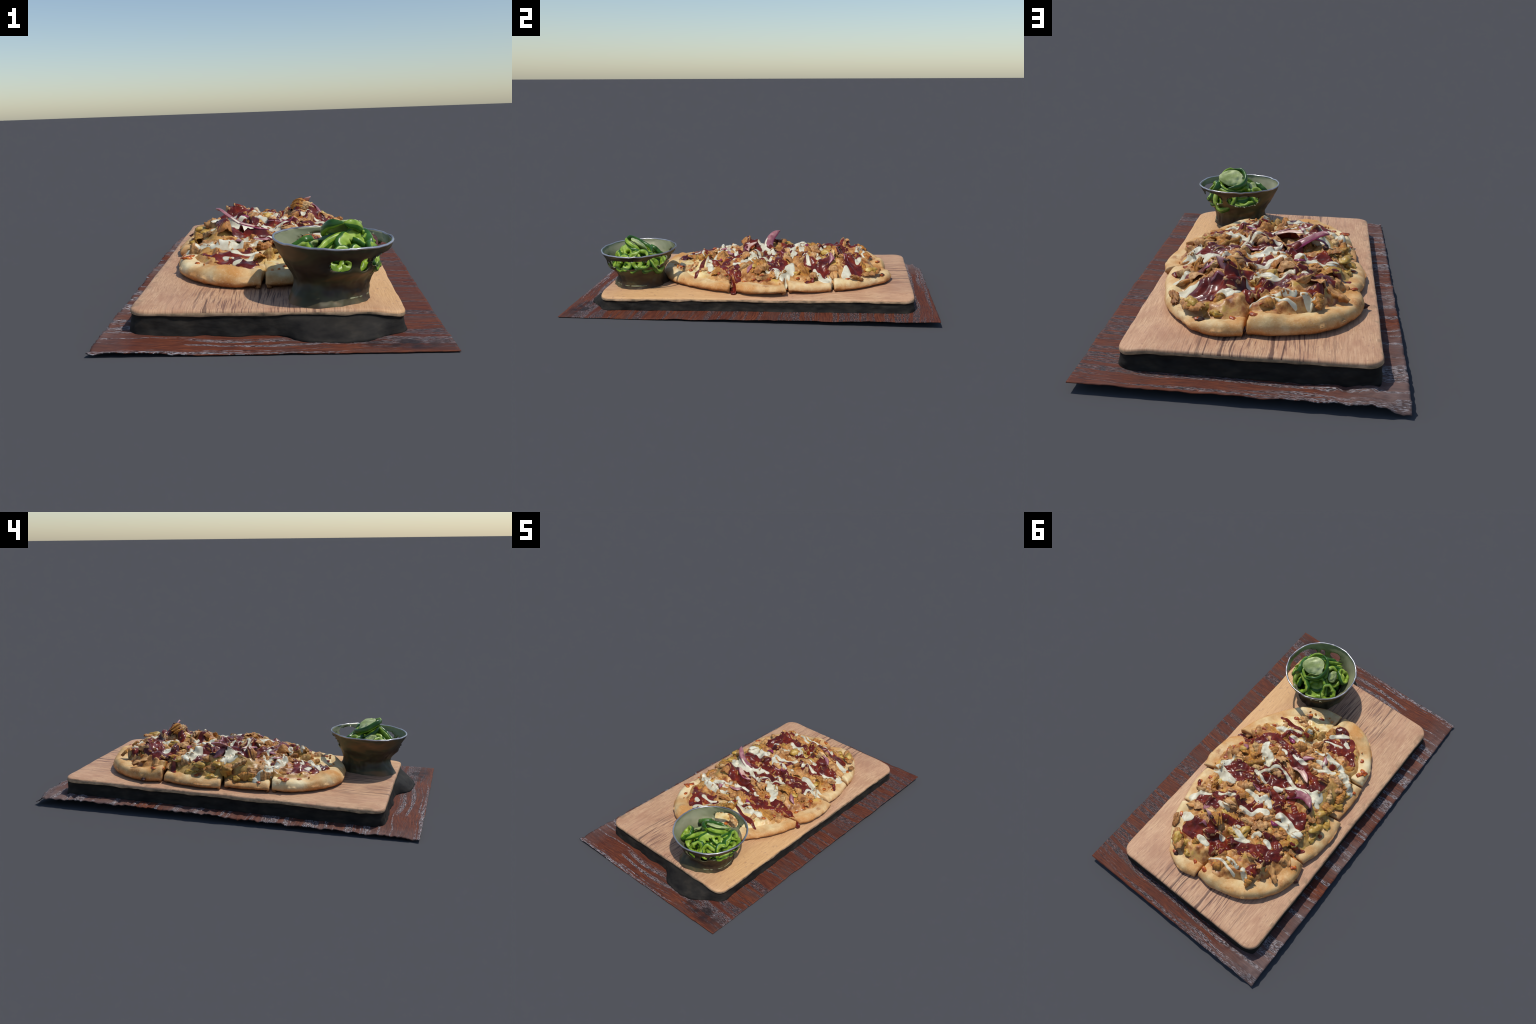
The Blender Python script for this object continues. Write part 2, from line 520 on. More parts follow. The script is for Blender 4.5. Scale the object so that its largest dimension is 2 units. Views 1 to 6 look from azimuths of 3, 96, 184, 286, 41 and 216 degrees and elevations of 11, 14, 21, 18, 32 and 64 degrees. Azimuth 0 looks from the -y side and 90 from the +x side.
def build_cup(parent):
    nt, nz = 168, 44
    z0, z1 = 0.086, 0.3005
    th = np.linspace(0, 2 * np.pi, nt, endpoint=False)
    zz = z0 + (z1 - z0) * np.linspace(0, 1, nz)
    T, Z = np.meshgrid(th, zz)
    T, Z = T.ravel(), Z.ravel()
    # openings below the rim: (direction, half width, height, half height) in degrees and metres
    holes = [(-11, 38, 0.245, 0.029), (49, 20, 0.254, 0.033), (102, 25, 0.248, 0.032), (-84, 12, 0.238, 0.023), (-56, 7, 0.236, 0.025)]
    for a, w, zc, h in holes:
        d = (np.degrees(T) - a + 180) % 360 - 180
        ex, ey = d / w, (Z - zc) / h
        r = (np.abs(ex) ** 2.6 + np.abs(ey) ** 2.6) ** (1 / 2.6)
        r = r * (1 + 0.10 * fbm(xyz(np.cos(T) * 2, np.sin(T) * 2, Z * 12), 1.6, 3))
        near = (r > 0.72) & (r < 1.28)
        # points beside the edge of the opening move onto it
        k = np.where(near, 1 / np.maximum(r, 1e-3), 1)
        pull = np.where((r > 0.86) & (r < 1.16), 1.0, 0.0)
        T = np.where(pull > 0, np.radians(a + d * k), T)
        Z = np.where(pull > 0, zc + (Z - zc) * k, Z)
    flat = xyz(np.cos(T), np.sin(T), Z * 4)
    R = cup_radius(Z) + 0.0055 * fbm(flat, 2.3, 4) + 0.0035 * fbm(flat, 6, 9) * smooth(0.29, 0.2, Z)
    flare = smooth(0.165, 0.088, Z) * (0.030 * np.exp(-((np.degrees(T) - 118) / 26) ** 2) + 0.055 * np.exp(-(((np.degrees(T) + 128 + 180) % 360 - 180) / 48) ** 2))  # shadow at the cup's foot, shaped as a dark skirt
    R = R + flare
    # the wall bulges where peppers press against it
    R = R + 0.018 * np.exp(-(((np.degrees(T) + 72 + 180) % 360 - 180) / 52) ** 2) * np.exp(-((Z - 0.208) / 0.026) ** 2)
    lift = (Z - z0) / (z1 - z0)
    cx = CUP[0] - 0.004 * (1 - lift)
    cy = CUP[1] + 0.006 * (1 - lift)
    x, y = cx + R * np.cos(T), cy + R * np.sin(T)
    z = Z + lift * (-0.035 * (x - CUP[0]) + 0.024 * (y - CUP[1]))
    verts = np.stack([x, y, z], 1)
    faces = []
    tc, zc_ = T.reshape(nz, nt), Z.reshape(nz, nt)
    for i in range(nz - 1):
        for j in range(nt):
            k = (j + 1) % nt
            tt = np.degrees(math.atan2(np.mean(np.sin([tc[i, j], tc[i, k], tc[i + 1, j], tc[i + 1, k]])), np.mean(np.cos([tc[i, j], tc[i, k], tc[i + 1, j], tc[i + 1, k]]))))
            zm = (zc_[i, j] + zc_[i, k] + zc_[i + 1, j] + zc_[i + 1, k]) / 4
            cut = False
            for a, w, zc, h in holes:
                d = (tt - a + 180) % 360 - 180
                r = (abs(d / w) ** 2.6 + abs((zm - zc) / h) ** 2.6) ** (1 / 2.6)
                r *= 1 + 0.10 * fbm(xyz([math.cos(math.radians(tt)) * 2], [math.sin(math.radians(tt)) * 2], zm * 12), 1.6, 3)[0]
                cut |= r < 0.985
            if not cut:
                faces.append([i * nt + j, i * nt + k, (i + 1) * nt + k, (i + 1) * nt + j])
    outer = cup_material("metal_painted_reflections", [(0.28, lin(36, 28, 22)), (0.43, lin(66, 52, 36)), (0.55, lin(78, 74, 48)), (0.68, lin(128, 94, 58))], 0.5, 0.15)  # browns and olives are mirrored surroundings coloured into the metal
    inner = cup_material("metal_painted_reflections_inner", [(0.3, lin(96, 102, 74)), (0.55, lin(142, 144, 112)), (0.75, lin(176, 170, 142))], 0.45, 0.2)
    steel = cup_material("bright_steel", [(0.3, lin(120, 118, 120)), (0.6, lin(190, 190, 196)), (0.8, lin(232, 232, 236))], 0.28, 0.7)
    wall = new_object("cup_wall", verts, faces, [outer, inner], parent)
    # wall thickness; the inside has its own look
    sol = wall.modifiers.new("wall_thickness", "SOLIDIFY")
    sol.thickness, sol.offset, sol.material_offset = 0.0045, -1.0, 1
    # cup floor
    ring = np.linspace(0, 2 * np.pi, 64, endpoint=False)
    fv = [(CUP[0], CUP[1], 0.112)] + [(CUP[0] + 0.124 * math.cos(a), CUP[1] + 0.124 * math.sin(a), 0.112) for a in ring]
    fv += [(a, b, c - 0.006) for a, b, c in fv]
    n = 64
    ff = [[0, 1 + i, 1 + (i + 1) % n] for i in range(n)] + [[65, 66 + (i + 1) % n, 66 + i] for i in range(n)]
    ff += [[1 + i, 66 + i, 66 + (i + 1) % n, 1 + (i + 1) % n] for i in range(n)]
    new_object("cup_floor", fv, ff, [inner], parent)
    # rolled rim, a slightly battered bead
    nr, ns = 150, 10
    verts, faces = [], []
    for i in range(nr):
        a = 2 * np.pi * i / nr
        d = fbm(xyz([math.cos(a)], [math.sin(a)], 0.3), 5, 2)[0]
        e = fbm(xyz([math.cos(a)], [math.sin(a)], 1.3), 7, 5)[0]
        rr = 0.2065 + 0.002 * d
        for j in range(ns):
            b = 2 * np.pi * j / ns
            r = rr + 0.0042 * math.cos(b)
            x, y = CUP[0] + r * math.cos(a), CUP[1] + r * math.sin(a)
            verts.append((x, y, 0.300 + 0.0018 * e + 0.0040 * math.sin(b) - 0.035 * (x - CUP[0]) + 0.024 * (y - CUP[1])))
            i2, j2 = (i + 1) % nr, (j + 1) % ns
            faces.append([i * ns + j, i2 * ns + j, i2 * ns + j2, i * ns + j2])
    new_object("cup_rim", verts, faces, [steel], parent)


def pepper_mats():
    skin = Mat("green_pepper_skin", 0.32, 0.5)
    n = skin.noise(16, None, 3)
    c = skin.ramp(n, [(0.3, lin(30, 62, 14)), (0.55, lin(52, 98, 22)), (0.75, lin(84, 132, 34))])
    c = skin.mix(skin.math("MULTIPLY", skin.random(), 0.35), c, lin(40, 90, 36))
    skin.color(c)
    flesh = Mat("green_pepper_flesh", 0.38, 0.45)
    n = flesh.noise(22, None, 3)
    c = flesh.ramp(n, [(0.3, lin(86, 118, 24)), (0.5, lin(142, 172, 46)), (0.72, lin(184, 204, 96))])
    c = flesh.mix(flesh.math("MULTIPLY", flesh.random(), 0.5), c, lin(98, 140, 34))
    flesh.color(c)
    flesh.bump(n, 0.3, 0.004)
    pith = Mat("pale_pepper_pith", 0.42, 0.4)
    n = pith.noise(26, None, 3)
    pith.color(pith.ramp(n, [(0.3, lin(142, 160, 84)), (0.5, lin(178, 190, 124)), (0.72, lin(206, 212, 158))]))
    pith.bump(n, 0.4, 0.004)
    return skin.m, flesh.m, pith.m


def pepper_ring(name, seed, radius, wall, height, mats, arc=360.0):
    """A slice across a pepper: an uneven ring or a C, green skin outside, paler flesh inside."""
    n, k = 44, 12
    closed = arc >= 359
    verts, faces, slots = [], [], []
    for i in range(n):
        a = math.radians(arc) * i / (n if closed else n - 1)
        q = xyz([math.cos(a) * 1.3], [math.sin(a) * 1.3], seed * 3.1)
        lobe = 1 + 0.10 * math.sin(3 * a + seed) + 0.14 * fbm(q, 1.0, 3)[0]
        w = wall * (1 + 0.35 * fbm(q, 1.7, 8)[0])
        h = height * (1 + 0.2 * fbm(q, 1.4, 5)[0])
        end = 1.0 if closed else min(1, 0.35 + 4 * min(i, n - 1 - i) / n)
        dz = 0.12 * radius * fbm(q, 0.9, 11)[0]
        for j in range(k):
            b = 2 * math.pi * j / k
            cb, sb = math.cos(b), math.sin(b)
            cb, sb = math.copysign(abs(cb) ** 0.7, cb), math.copysign(abs(sb) ** 0.7, sb)
            r = radius * lobe - w / 2 + end * w / 2 * cb
            verts.append((r * math.cos(a), r * math.sin(a), dz + end * h / 2 * sb))
    for i in range(n if closed else n - 1):
        for j in range(k):
            i2, j2 = (i + 1) % n, (j + 1) % k
            faces.append([i * k + j, i2 * k + j, i2 * k + j2, i * k + j2])
            slots.append(0 if math.cos(2 * math.pi * (j + 0.5) / k) > 0.3 else 1)
    if not closed:
        faces += [list(range(k)), list(range((n - 1) * k, n * k))[::-1]]
        slots += [1, 1]
    return new_object(name, verts, faces, list(mats[:2]), slots=slots)


def pepper_disc(name, seed, radius, thick, mat):
    bm = bmesh.new()
    bmesh.ops.create_icosphere(bm, subdivisions=4, radius=1.0)
    p = np.array([v.co[:] for v in bm.verts])
    d = 1 + 0.13 * fbm(p, 1.3, seed)
    q = p * d[:, None] * np.array([radius, radius * 0.82, thick])
    q[:, 2] += 0.30 * thick * fbm(p, 2.2, seed + 1) + thick * 0.6 * (p[:, 0] ** 2)
    for v, c in zip(bm.verts, q):
        v.co = c
    me = bpy.data.meshes.new(name)
    bm.to_mesh(me)
    bm.free()
    me.materials.append(mat)
    me.polygons.foreach_set("use_smooth", np.ones(len(me.polygons), bool))
    ob = bpy.data.objects.new(name, me)
    scene.collection.objects.link(ob)
    return ob


def facing(n, spin=0.0):
    """Rotation that turns the z axis to direction n."""
    return (Vector(n).to_track_quat("Z", "Y") @ Euler((0, 0, spin)).to_quaternion()).to_euler()


def build_peppers(parent):
    mats = pepper_mats()
    placed = [  # centre, axis, spin, radius, wall, height, arc
        ((0.280, -0.702, 0.266), (0.60, -0.62, 0.52), 0.4, 0.072, 0.050, 0.028, 360),
        ((0.338, -0.606, 0.262), (0.92, 0.10, 0.38), 1.1, 0.060, 0.026, 0.034, 360),
        ((0.246, -0.640, 0.298), (-0.25, 0.40, 0.88), 2.2, 0.084, 0.024, 0.030, 285),
        ((0.142, -0.676, 0.252), (-0.42, 0.10, 0.90), 0.2, 0.066, 0.024, 0.030, 360),
        ((0.175, -0.562, 0.240), (-0.10, 0.50, 0.86), 3.0, 0.070, 0.026, 0.034, 360),
        ((0.275, -0.535, 0.235), (0.30, 0.80, 0.52), 1.7, 0.062, 0.026, 0.030, 360),
        ((0.200, -0.748, 0.246), (0.15, -0.72, 0.68), 2.5, 0.060, 0.030, 0.028, 360),
        ((0.300, -0.690, 0.228), (0.70, -0.50, 0.50), 0.9, 0.062, 0.036, 0.030, 360),
        ((0.305, -0.565, 0.232), (0.65, 0.55, 0.50), 0.0, 0.056, 0.030, 0.028, 360),
        ((0.346, -0.694, 0.240), (0.90, -0.32, 0.30), 0.3, 0.050, 0.030, 0.022, 360),
        ((0.352, -0.632, 0.238), (0.95, 0.05, 0.30), 1.3, 0.046, 0.026, 0.022, 360),
        ((0.232, -0.772, 0.240), (0.18, -0.90, 0.40), 0.6, 0.050, 0.030, 0.022, 360),
        ((0.292, -0.742, 0.242), (0.58, -0.72, 0.40), 1.6, 0.048, 0.028, 0.022, 360),
        ((0.100, -0.720, 0.258), (-0.55, -0.40, 0.75), 0.9, 0.050, 0.022, 0.026, 360),
        ((0.105, -0.570, 0.255), (-0.50, 0.50, 0.75), 1.9, 0.048, 0.022, 0.026, 360),
        ((0.315, -0.655, 0.286), (0.45, -0.20, 0.85), 1.2, 0.054, 0.024, 0.026, 360),
        ((0.225, -0.640, 0.225), (0.1, 0.1, 1.0), 1.0, 0.100, 0.070, 0.040, 360),
        ((0.200, -0.660, 0.190), (-0.2, -0.1, 1.0), 0.7, 0.110, 0.080, 0.044, 360),
        ((0.215, -0.640, 0.150), (0.1, 0.2, 1.0), 0.1, 0.105, 0.080, 0.050, 360),
    ]
    for k, (c, ax, spin, r, w, h, arc) in enumerate(placed):
        ob = pepper_ring("pepper_slice", k + 1, r, w, h, mats, arc)
        ob.location, ob.rotation_euler, ob.parent = c, facing(ax, spin), parent
    for k, (c, ax, r, t) in enumerate([((0.254, -0.630, 0.330), (-0.22, 0.55, 0.80), 0.062, 0.011), ((0.140, -0.668, 0.276), (-0.6, 0.25, 0.75), 0.034, 0.010),
                                       ((0.250, -0.670, 0.235), (0.2, -0.2, 0.95), 0.085, 0.020), ((0.205, -0.59, 0.225), (-0.2, 0.3, 0.95), 0.085, 0.020)]):
        ob = pepper_disc("pepper_pith", k + 3, r, t, mats[2] if k < 2 else mats[1])
        ob.location, ob.rotation_euler, ob.parent = c, facing(ax, 0.6 * k), parent
    # curved strips of pepper lying across the top
    strips = [[(0.150, -0.778, 0.272), (0.20, -0.725, 0.300), (0.255, -0.690, 0.312), (0.315, -0.640, 0.296), (0.365, -0.588, 0.270)],
              [(0.247, -0.708, 0.360), (0.200, -0.690, 0.352), (0.178, -0.640, 0.322), (0.200, -0.585, 0.298), (0.262, -0.560, 0.290)],
              [(0.247, -0.708, 0.358), (0.285, -0.690, 0.348), (0.305, -0.655, 0.330), (0.312, -0.610, 0.305)]]
    for k, s in enumerate(strips):
        c = catmull(s, 0.006)
        verts, faces, slots = [], [], []
        n, m = len(c), 10
        for i in range(n):
            t = Vector(c[min(i + 1, n - 1)] - c[max(i - 1, 0)]).normalized()
            side = t.cross(Vector((0.1, 0.2, 1))).normalized()
            up = side.cross(t)
            f = min(1, 0.25 + 5 * min(i, n - 1 - i) / n)
            for j in range(m):
                b = 2 * math.pi * j / m
                verts.append(Vector(c[i]) + side * (0.009 * f * math.cos(b)) + up * (0.017 * f * math.sin(b)))
        for i in range(n - 1):
            for j in range(m):
                faces.append([i * m + j, (i + 1) * m + j, (i + 1) * m + (j + 1) % m, i * m + (j + 1) % m])
                slots.append(0 if (k + (j > m // 2)) % 2 else 1)
        faces += [list(range(m)), list(range((n - 1) * m, n * m))[::-1]]
        slots += [1, 1]
        new_object("pepper_strip", verts, faces, list(mats[:2]), parent, slots=slots)


# ========================================================== flatbread pizza
def seam(y):
    return -0.045 + 0.055 * (y + 0.55) / 1.29


# outline of each slice: outer crust arc, then the cut edges; crust height
SLICES = {
    "front right": ([(-0.030, -0.556), (0.05, -0.548), (0.13, -0.515), (0.213, -0.455), (0.30, -0.345), (0.36, -0.235), (0.394, -0.120)],
                    [(0.388, -0.104), (0.20, -0.135), (-0.022, -0.172)], 0.056),
    "front left": ([(-0.392, -0.247), (-0.374, -0.345), (-0.315, -0.450), (-0.24, -0.520), (-0.15, -0.560), (-0.046, -0.560)],
                   [(-0.032, -0.174), (-0.21, -0.212)], 0.067),
    "second right": ([(0.388, -0.070), (0.418, -0.02), (0.432, 0.05), (0.434, 0.12), (0.420, 0.204)],
                     [(0.22, 0.155), (-0.012, 0.102), (-0.020, -0.160), (0.20, -0.115)], 0.046),
    "second left": ([(-0.402, 0.000), (-0.410, -0.10), (-0.398, -0.235)],
                    [(-0.21, -0.200), (-0.030, -0.165), (-0.022, 0.102), (-0.21, 0.052)], 0.046),
    "third right": ([(0.392, 0.217), (0.394, 0.28), (0.388, 0.34), (0.364, 0.440)],
                    [(0.18, 0.418), (0.0, 0.392), (-0.010, 0.115), (0.20, 0.172)], 0.052),
    "third left": ([(-0.405, 0.334), (-0.432, 0.24), (-0.442, 0.12), (-0.428, 0.015)],
                   [(-0.22, 0.066), (-0.020, 0.110), (-0.010, 0.388), (-0.20, 0.358)], 0.047),
    "back right": ([(0.362, 0.458), (0.345, 0.53), (0.305, 0.61), (0.252, 0.682), (0.238, 0.695), (0.205, 0.735), (0.15, 0.762), (0.09, 0.772), (0.016, 0.754)],
                   [(0.008, 0.60), (0.003, 0.405), (0.18, 0.432)], 0.056),
    "back left": ([(0.003, 0.738), (-0.07, 0.748), (-0.15, 0.735), (-0.25, 0.700), (-0.335, 0.635), (-0.402, 0.535), (-0.426, 0.43), (-0.408, 0.346)],
                  [(-0.20, 0.374), (-0.008, 0.402), (-0.002, 0.60)], 0.067),
}

# mounds of topping: x, y, extra height, radius
MOUNDS = [(-0.205, -0.045, 0.046, 0.060), (-0.12, -0.25, 0.012, 0.05), (0.03, -0.30, 0.028, 0.035), (-0.26, 0.12, 0.016, 0.06),
          (0.135, 0.465, 0.062, 0.052), (-0.19, 0.52, 0.038, 0.058), (0.095, 0.293, 0.060, 0.046), (-0.070, 0.215, 0.042, 0.050),
          (-0.16, 0.31, 0.028, 0.050), (0.08, -0.10, 0.014, 0.040), (0.18, -0.06, 0.020, 0.040), (0.235, 0.025, 0.026, 0.042), (0.03, -0.01, 0.012, 0.050),
          (0.02, 0.16, 0.022, 0.06), (0.03, 0.60, 0.010, 0.04), (-0.13, 0.43, 0.016, 0.05), (0.20, 0.20, 0.004, 0.05), (-0.29, -0.04, 0.014, 0.05)]


def mound(x, y, d):
    """Height of the topping bed over the bottom of the dough at distance d from the crust edge."""
    h = 0.043 * smooth(0.040, 0.16, d)
    e = smooth(0.03, 0.12, d)
    for mx, my, a, r in MOUNDS:
        h = h + a * e * np.exp(-((x - mx) ** 2 + (y - my) ** 2) / (2 * r * r))
    # the front end is only thinly covered, and a valley runs along the middle cut
    h = h * (1 - 0.45 * smooth(-0.16, -0.38, y))
    v = np.abs(x - seam(y))
    h = h - 0.030 * np.exp(-(v / 0.022) ** 2) * smooth(0.36, 0.52, y) * smooth(0.0, 0.05, h)
    return h


def dough_material():
    m = Mat("baked_dough", 0.62, 0.2)
    s = m.split()
    over = m.math("SUBTRACT", s[2], m.math("ADD", 0.106, m.math("ADD", m.math("MULTIPLY", s[1], 0.0165), m.math("MULTIPLY", s[0], -0.012))))
    n = m.noise(9, None, 4, 0.6)
    c = m.ramp(n, [(0.30, lin(206, 166, 110)), (0.5, lin(228, 198, 144)), (0.7, lin(240, 220, 174))])
    gold = m.ramp(m.noise(5.5, m.coords((1, 1, 1), loc=(4, 2, 1)), 4, 0.6), [(0.42, 0.0), (0.66, 0.95)])
    c = m.mix(gold, c, lin(204, 144, 78))
    burnt = m.ramp(m.noise(13, m.coords((1, 1, 1), loc=(8, 3, 5)), 4, 0.65), [(0.58, 0.0), (0.72, 0.75)])
    c = m.mix(burnt, c, lin(164, 98, 48))
    # the baked underside browns unevenly a little way up the side
    edge = m.math("ADD", over, m.math("MULTIPLY", m.math("SUBTRACT", n, 0.5), 0.05))
    c = m.mix(m.ramp(edge, [(0.014, 0.85), (0.052, 0.0)]), c, lin(192, 124, 64))
    c = m.mix(m.ramp(edge, [(0.004, 0.9), (0.024, 0.0)]), c, lin(112, 64, 36))
    grain = m.noise(160, None, 2)
    c = m.mix(m.ramp(grain, [(0.55, 0.0), (0.8, 0.25)]), c, lin(246, 232, 200))
    m.color(c)
    m.bump(m.math("ADD", m.math("MULTIPLY", grain, 0.35), m.noise(34, None, 4)), 0.35, 0.005)
    return m.m


def bed_material():
    m = Mat("melted_cheese_and_sauce", 0.42, 0.4)
    n = m.noise(17, None, 5, 0.62)
    n2 = m.noise(30, m.coords((1, 1, 1), loc=(3, 7, 2)), 4, 0.6)
    c = m.ramp(n, [(0.26, lin(92, 42, 22)), (0.36, lin(136, 80, 36)), (0.46, lin(178, 122, 64)), (0.56, lin(208, 158, 96)), (0.66, lin(204, 164, 76)), (0.78, lin(232, 202, 130))])  # darkest browns are crevice shade mixed into the cheese colour
    c = m.mix(m.ramp(n2, [(0.58, 0.0), (0.72, 0.6)]), c, lin(196, 104, 40))
    olive = spot_mask(m, -0.36, 0.02, 0.17, 0.46, 0.6, 0.5, n)
    c = m.mix(m.math("MULTIPLY", olive, 0.6), c, m.ramp(n2, [(0.3, lin(132, 104, 44)), (0.55, lin(176, 148, 70)), (0.75, lin(206, 186, 112))]))
    cream = spot_mask(m, 0.14, -0.38, 0.27, 0.22, 0.45, 0.6, n)
    c = m.mix(m.math("MULTIPLY", cream, 0.85), c, m.ramp(n2, [(0.30, lin(222, 172, 92)), (0.46, lin(236, 212, 146)), (0.7, lin(240, 230, 186))]))
    red = m.ramp(m.noise(11, m.coords((1, 1, 1), loc=(9, 1, 4)), 3), [(0.58, 0.0), (0.66, 0.8)])
    c = m.mix(red, c, lin(126, 36, 26))
    m.color(c)
    m.rough(m.ramp(n2, [(0.4, 0.32), (0.7, 0.6)]))
    m.bump(n2, 0.5, 0.006)
    return m.m


def build_slices(parent):
    dough, bed = dough_material(), bed_material()
    soup = []  # every surface so far, for draping what lies on top
    arcs = {k: catmull(v[0], 0.0065) for k, v in SLICES.items()}
    for si, (key, (outer, cut, crust)) in enumerate(SLICES.items()):
        arc = arcs[key]
        c = np.array([outer[-1]] + cut + [outer[0]], float)
        cl = []
        for a, b in zip(c[:-1], c[1:]):
            m = max(2, int(np.linalg.norm(b - a) / 0.0075))
            t = np.linspace(0, 1, m, endpoint=False)[1:] if len(cl) == 0 else np.linspace(0, 1, m, endpoint=False)
            cl.append(a + (b - a) * t[:, None])
        cl = np.vstack(cl)
        poly = np.vstack([arc, cl])
        if np.sum(poly[:, 0] * np.roll(poly[:, 1], -1) - poly[:, 1] * np.roll(poly[:, 0], -1)) < 0:
            poly = poly[::-1]
        w = 0.0025 * fbm(xyz(poly[:, 0], poly[:, 1], si), 22, 3)
        poly = poly + normals_2d(poly) * w[:, None]
        nrm = normals_2d(poly)
        rings = [poly - nrm * d for d in (0.0035, 0.009, 0.016, 0.0245)]
        v2, tris, n = fill(poly, 0.0085, rings)
        x, y = v2.T
        d = dist_to(arc, v2)
        dc = dist_to(np.vstack([arc[-1:], cl, arc[:1]]), v2)
        # crust: a rounded roll at the outer edge, dipping towards the filling
        p = xyz(x, y, si * 2.0)
        wid = 0.055 + 0.35 * crust
        hc = crust * (1 + 0.22 * fbm(p, 6, 5, 3))
        roll = np.sqrt(np.clip(1 - (1 - np.clip(d / 0.042, 0, 1)) ** 2, 0, 1))
        inner = 0.042 + 0.35 * (crust - 0.045)
        h = (0.020 + (hc - 0.020) * roll) * (1 - smooth(wid * 0.8, wid * 1.7, d)) + inner * smooth(wid * 0.8, wid * 1.7, d)
        soft = np.sqrt(np.clip(1 - (1 - np.clip(dc / 0.012, 0, 1)) ** 2, 0, 1))
        h = h * (0.80 + 0.20 * soft)
        h += 0.0042 * fbm(p, 20, 6, 4) * smooth(0.0, 0.03, d) - 0.004 * smooth(0.55, 1.0, 1 - np.abs(fbm(p, 6, 14, 2))) * smooth(0.01, 0.04, d)
        z0 = board_z(x, y)
        z = z0 + h
        verts = [np.c_[v2, z]]
        faces = [list(f) for f in tris]
        prev, base = np.arange(n), len(v2)
        d0 = d[:n]
        is_crust = smooth(0.012, 0.0, d0)
        zt, zb = z[:n], board_z(poly[:, 0], poly[:, 1])
        lift = is_crust * (0.006 + 0.006 * np.clip(fbm(xyz(poly[:, 0], poly[:, 1]), 5, 40), -0.5, 1))
        for k, (t, off) in enumerate([(0.65, -0.0005), (0.3, 0.003), (0.05, 0.010), (0.0, 0.024), (-1, 0.034)]):
            ring = poly - nrm * (off * (0.25 + 0.75 * is_crust))[:, None]
            if t >= 0:
                zz = zb + 0.001 + lift + (zt - zb - lift) * t
            else:
                zz = zb + 0.001
            zz = zz + (0.0015 * fbm(xyz(poly[:, 0], poly[:, 1], k), 40, 7) if 0 < t < 0.9 else 0)
            verts.append(np.c_[ring, zz])
            cur = base + np.arange(n)
            for i in range(n):
                j = (i + 1) % n
                faces.append([prev[i], cur[i], cur[j], prev[j]])
            prev, base = cur, base + n
        faces.append(list(prev[::-1]))
        V = np.vstack(verts)
        new_object("crust_slice", V, faces, [dough], parent)
        soup.append((V, faces))
        # topping bed: melted cheese, sauce and small scraps, ragged along the crust
        dl = d + 0.020 * fbm(p, 13, 22, 3) - 0.016 * (crust > 0.058) - 0.004
        b = mound(x, y, d) - 0.0 * d
        cover = smooth(0.048, 0.085, dl)
        rough = 0.013 * fbm(p, 22, 24, 3) + 0.014 * (0.5 - np.abs(fbm(p, 15, 26, 2)))
        flat = 1 - 0.65 * smooth(-0.28, -0.40, y) * smooth(-0.3, -0.1, x)
        zb2 = z0 + np.maximum(h, inner * 0.9) * 1.0 + cover * (0.004 + b + rough * flat * (0.4 + 0.6 * smooth(0.06, 0.14, d))) - 0.004 * (1 - cover)
        zb2 -= 0.022 * (1 - soft) * smooth(0.14, 0.05, d)
        keep = [f for f in tris if max(cover[i] for i in f) > 0.02]
        used = sorted({i for f in keep for i in f})
        idx = {o: k for k, o in enumerate(used)}
        # away from the crust the bed runs on over the cut, so that the cuts show at the rim only
        toward = v2 - nrm[np.argmin(((v2[:, None, :] - poly[None, :, :]) ** 2).sum(2), 1)] * -1.0
        grow = (0.011 * smooth(0.05, 0.13, d) * smooth(0.020, 0.0, dc))[:, None]
        b2 = v2 + (toward - v2) * grow
        V = np.c_[b2, zb2][used]
        fs = [[idx[i] for i in f] for f in keep]
        # close the bed with a skirt and an underside
        m = len(V)
        edges = {}
        for f in fs:
            for a, b_ in zip(f, f[1:] + f[:1]):
                edges[(a, b_)] = edges.get((a, b_), 0) + 1
        rim = [(a, b_) for (a, b_) in edges if (b_, a) not in edges]
        low = V.copy()
        low[:, 2] = np.minimum(V[:, 2] - 0.006, (z0 + 0.018)[used])
        V = np.vstack([V, low])
        fs = fs + [[i + m for i in f[::-1]] for f in fs] + [[b_, a, a + m, b_ + m] for a, b_ in rim]
        new_object("cheese_topping", V, fs, [bed], parent)
        soup.append((V, fs))
    return soup, arcs


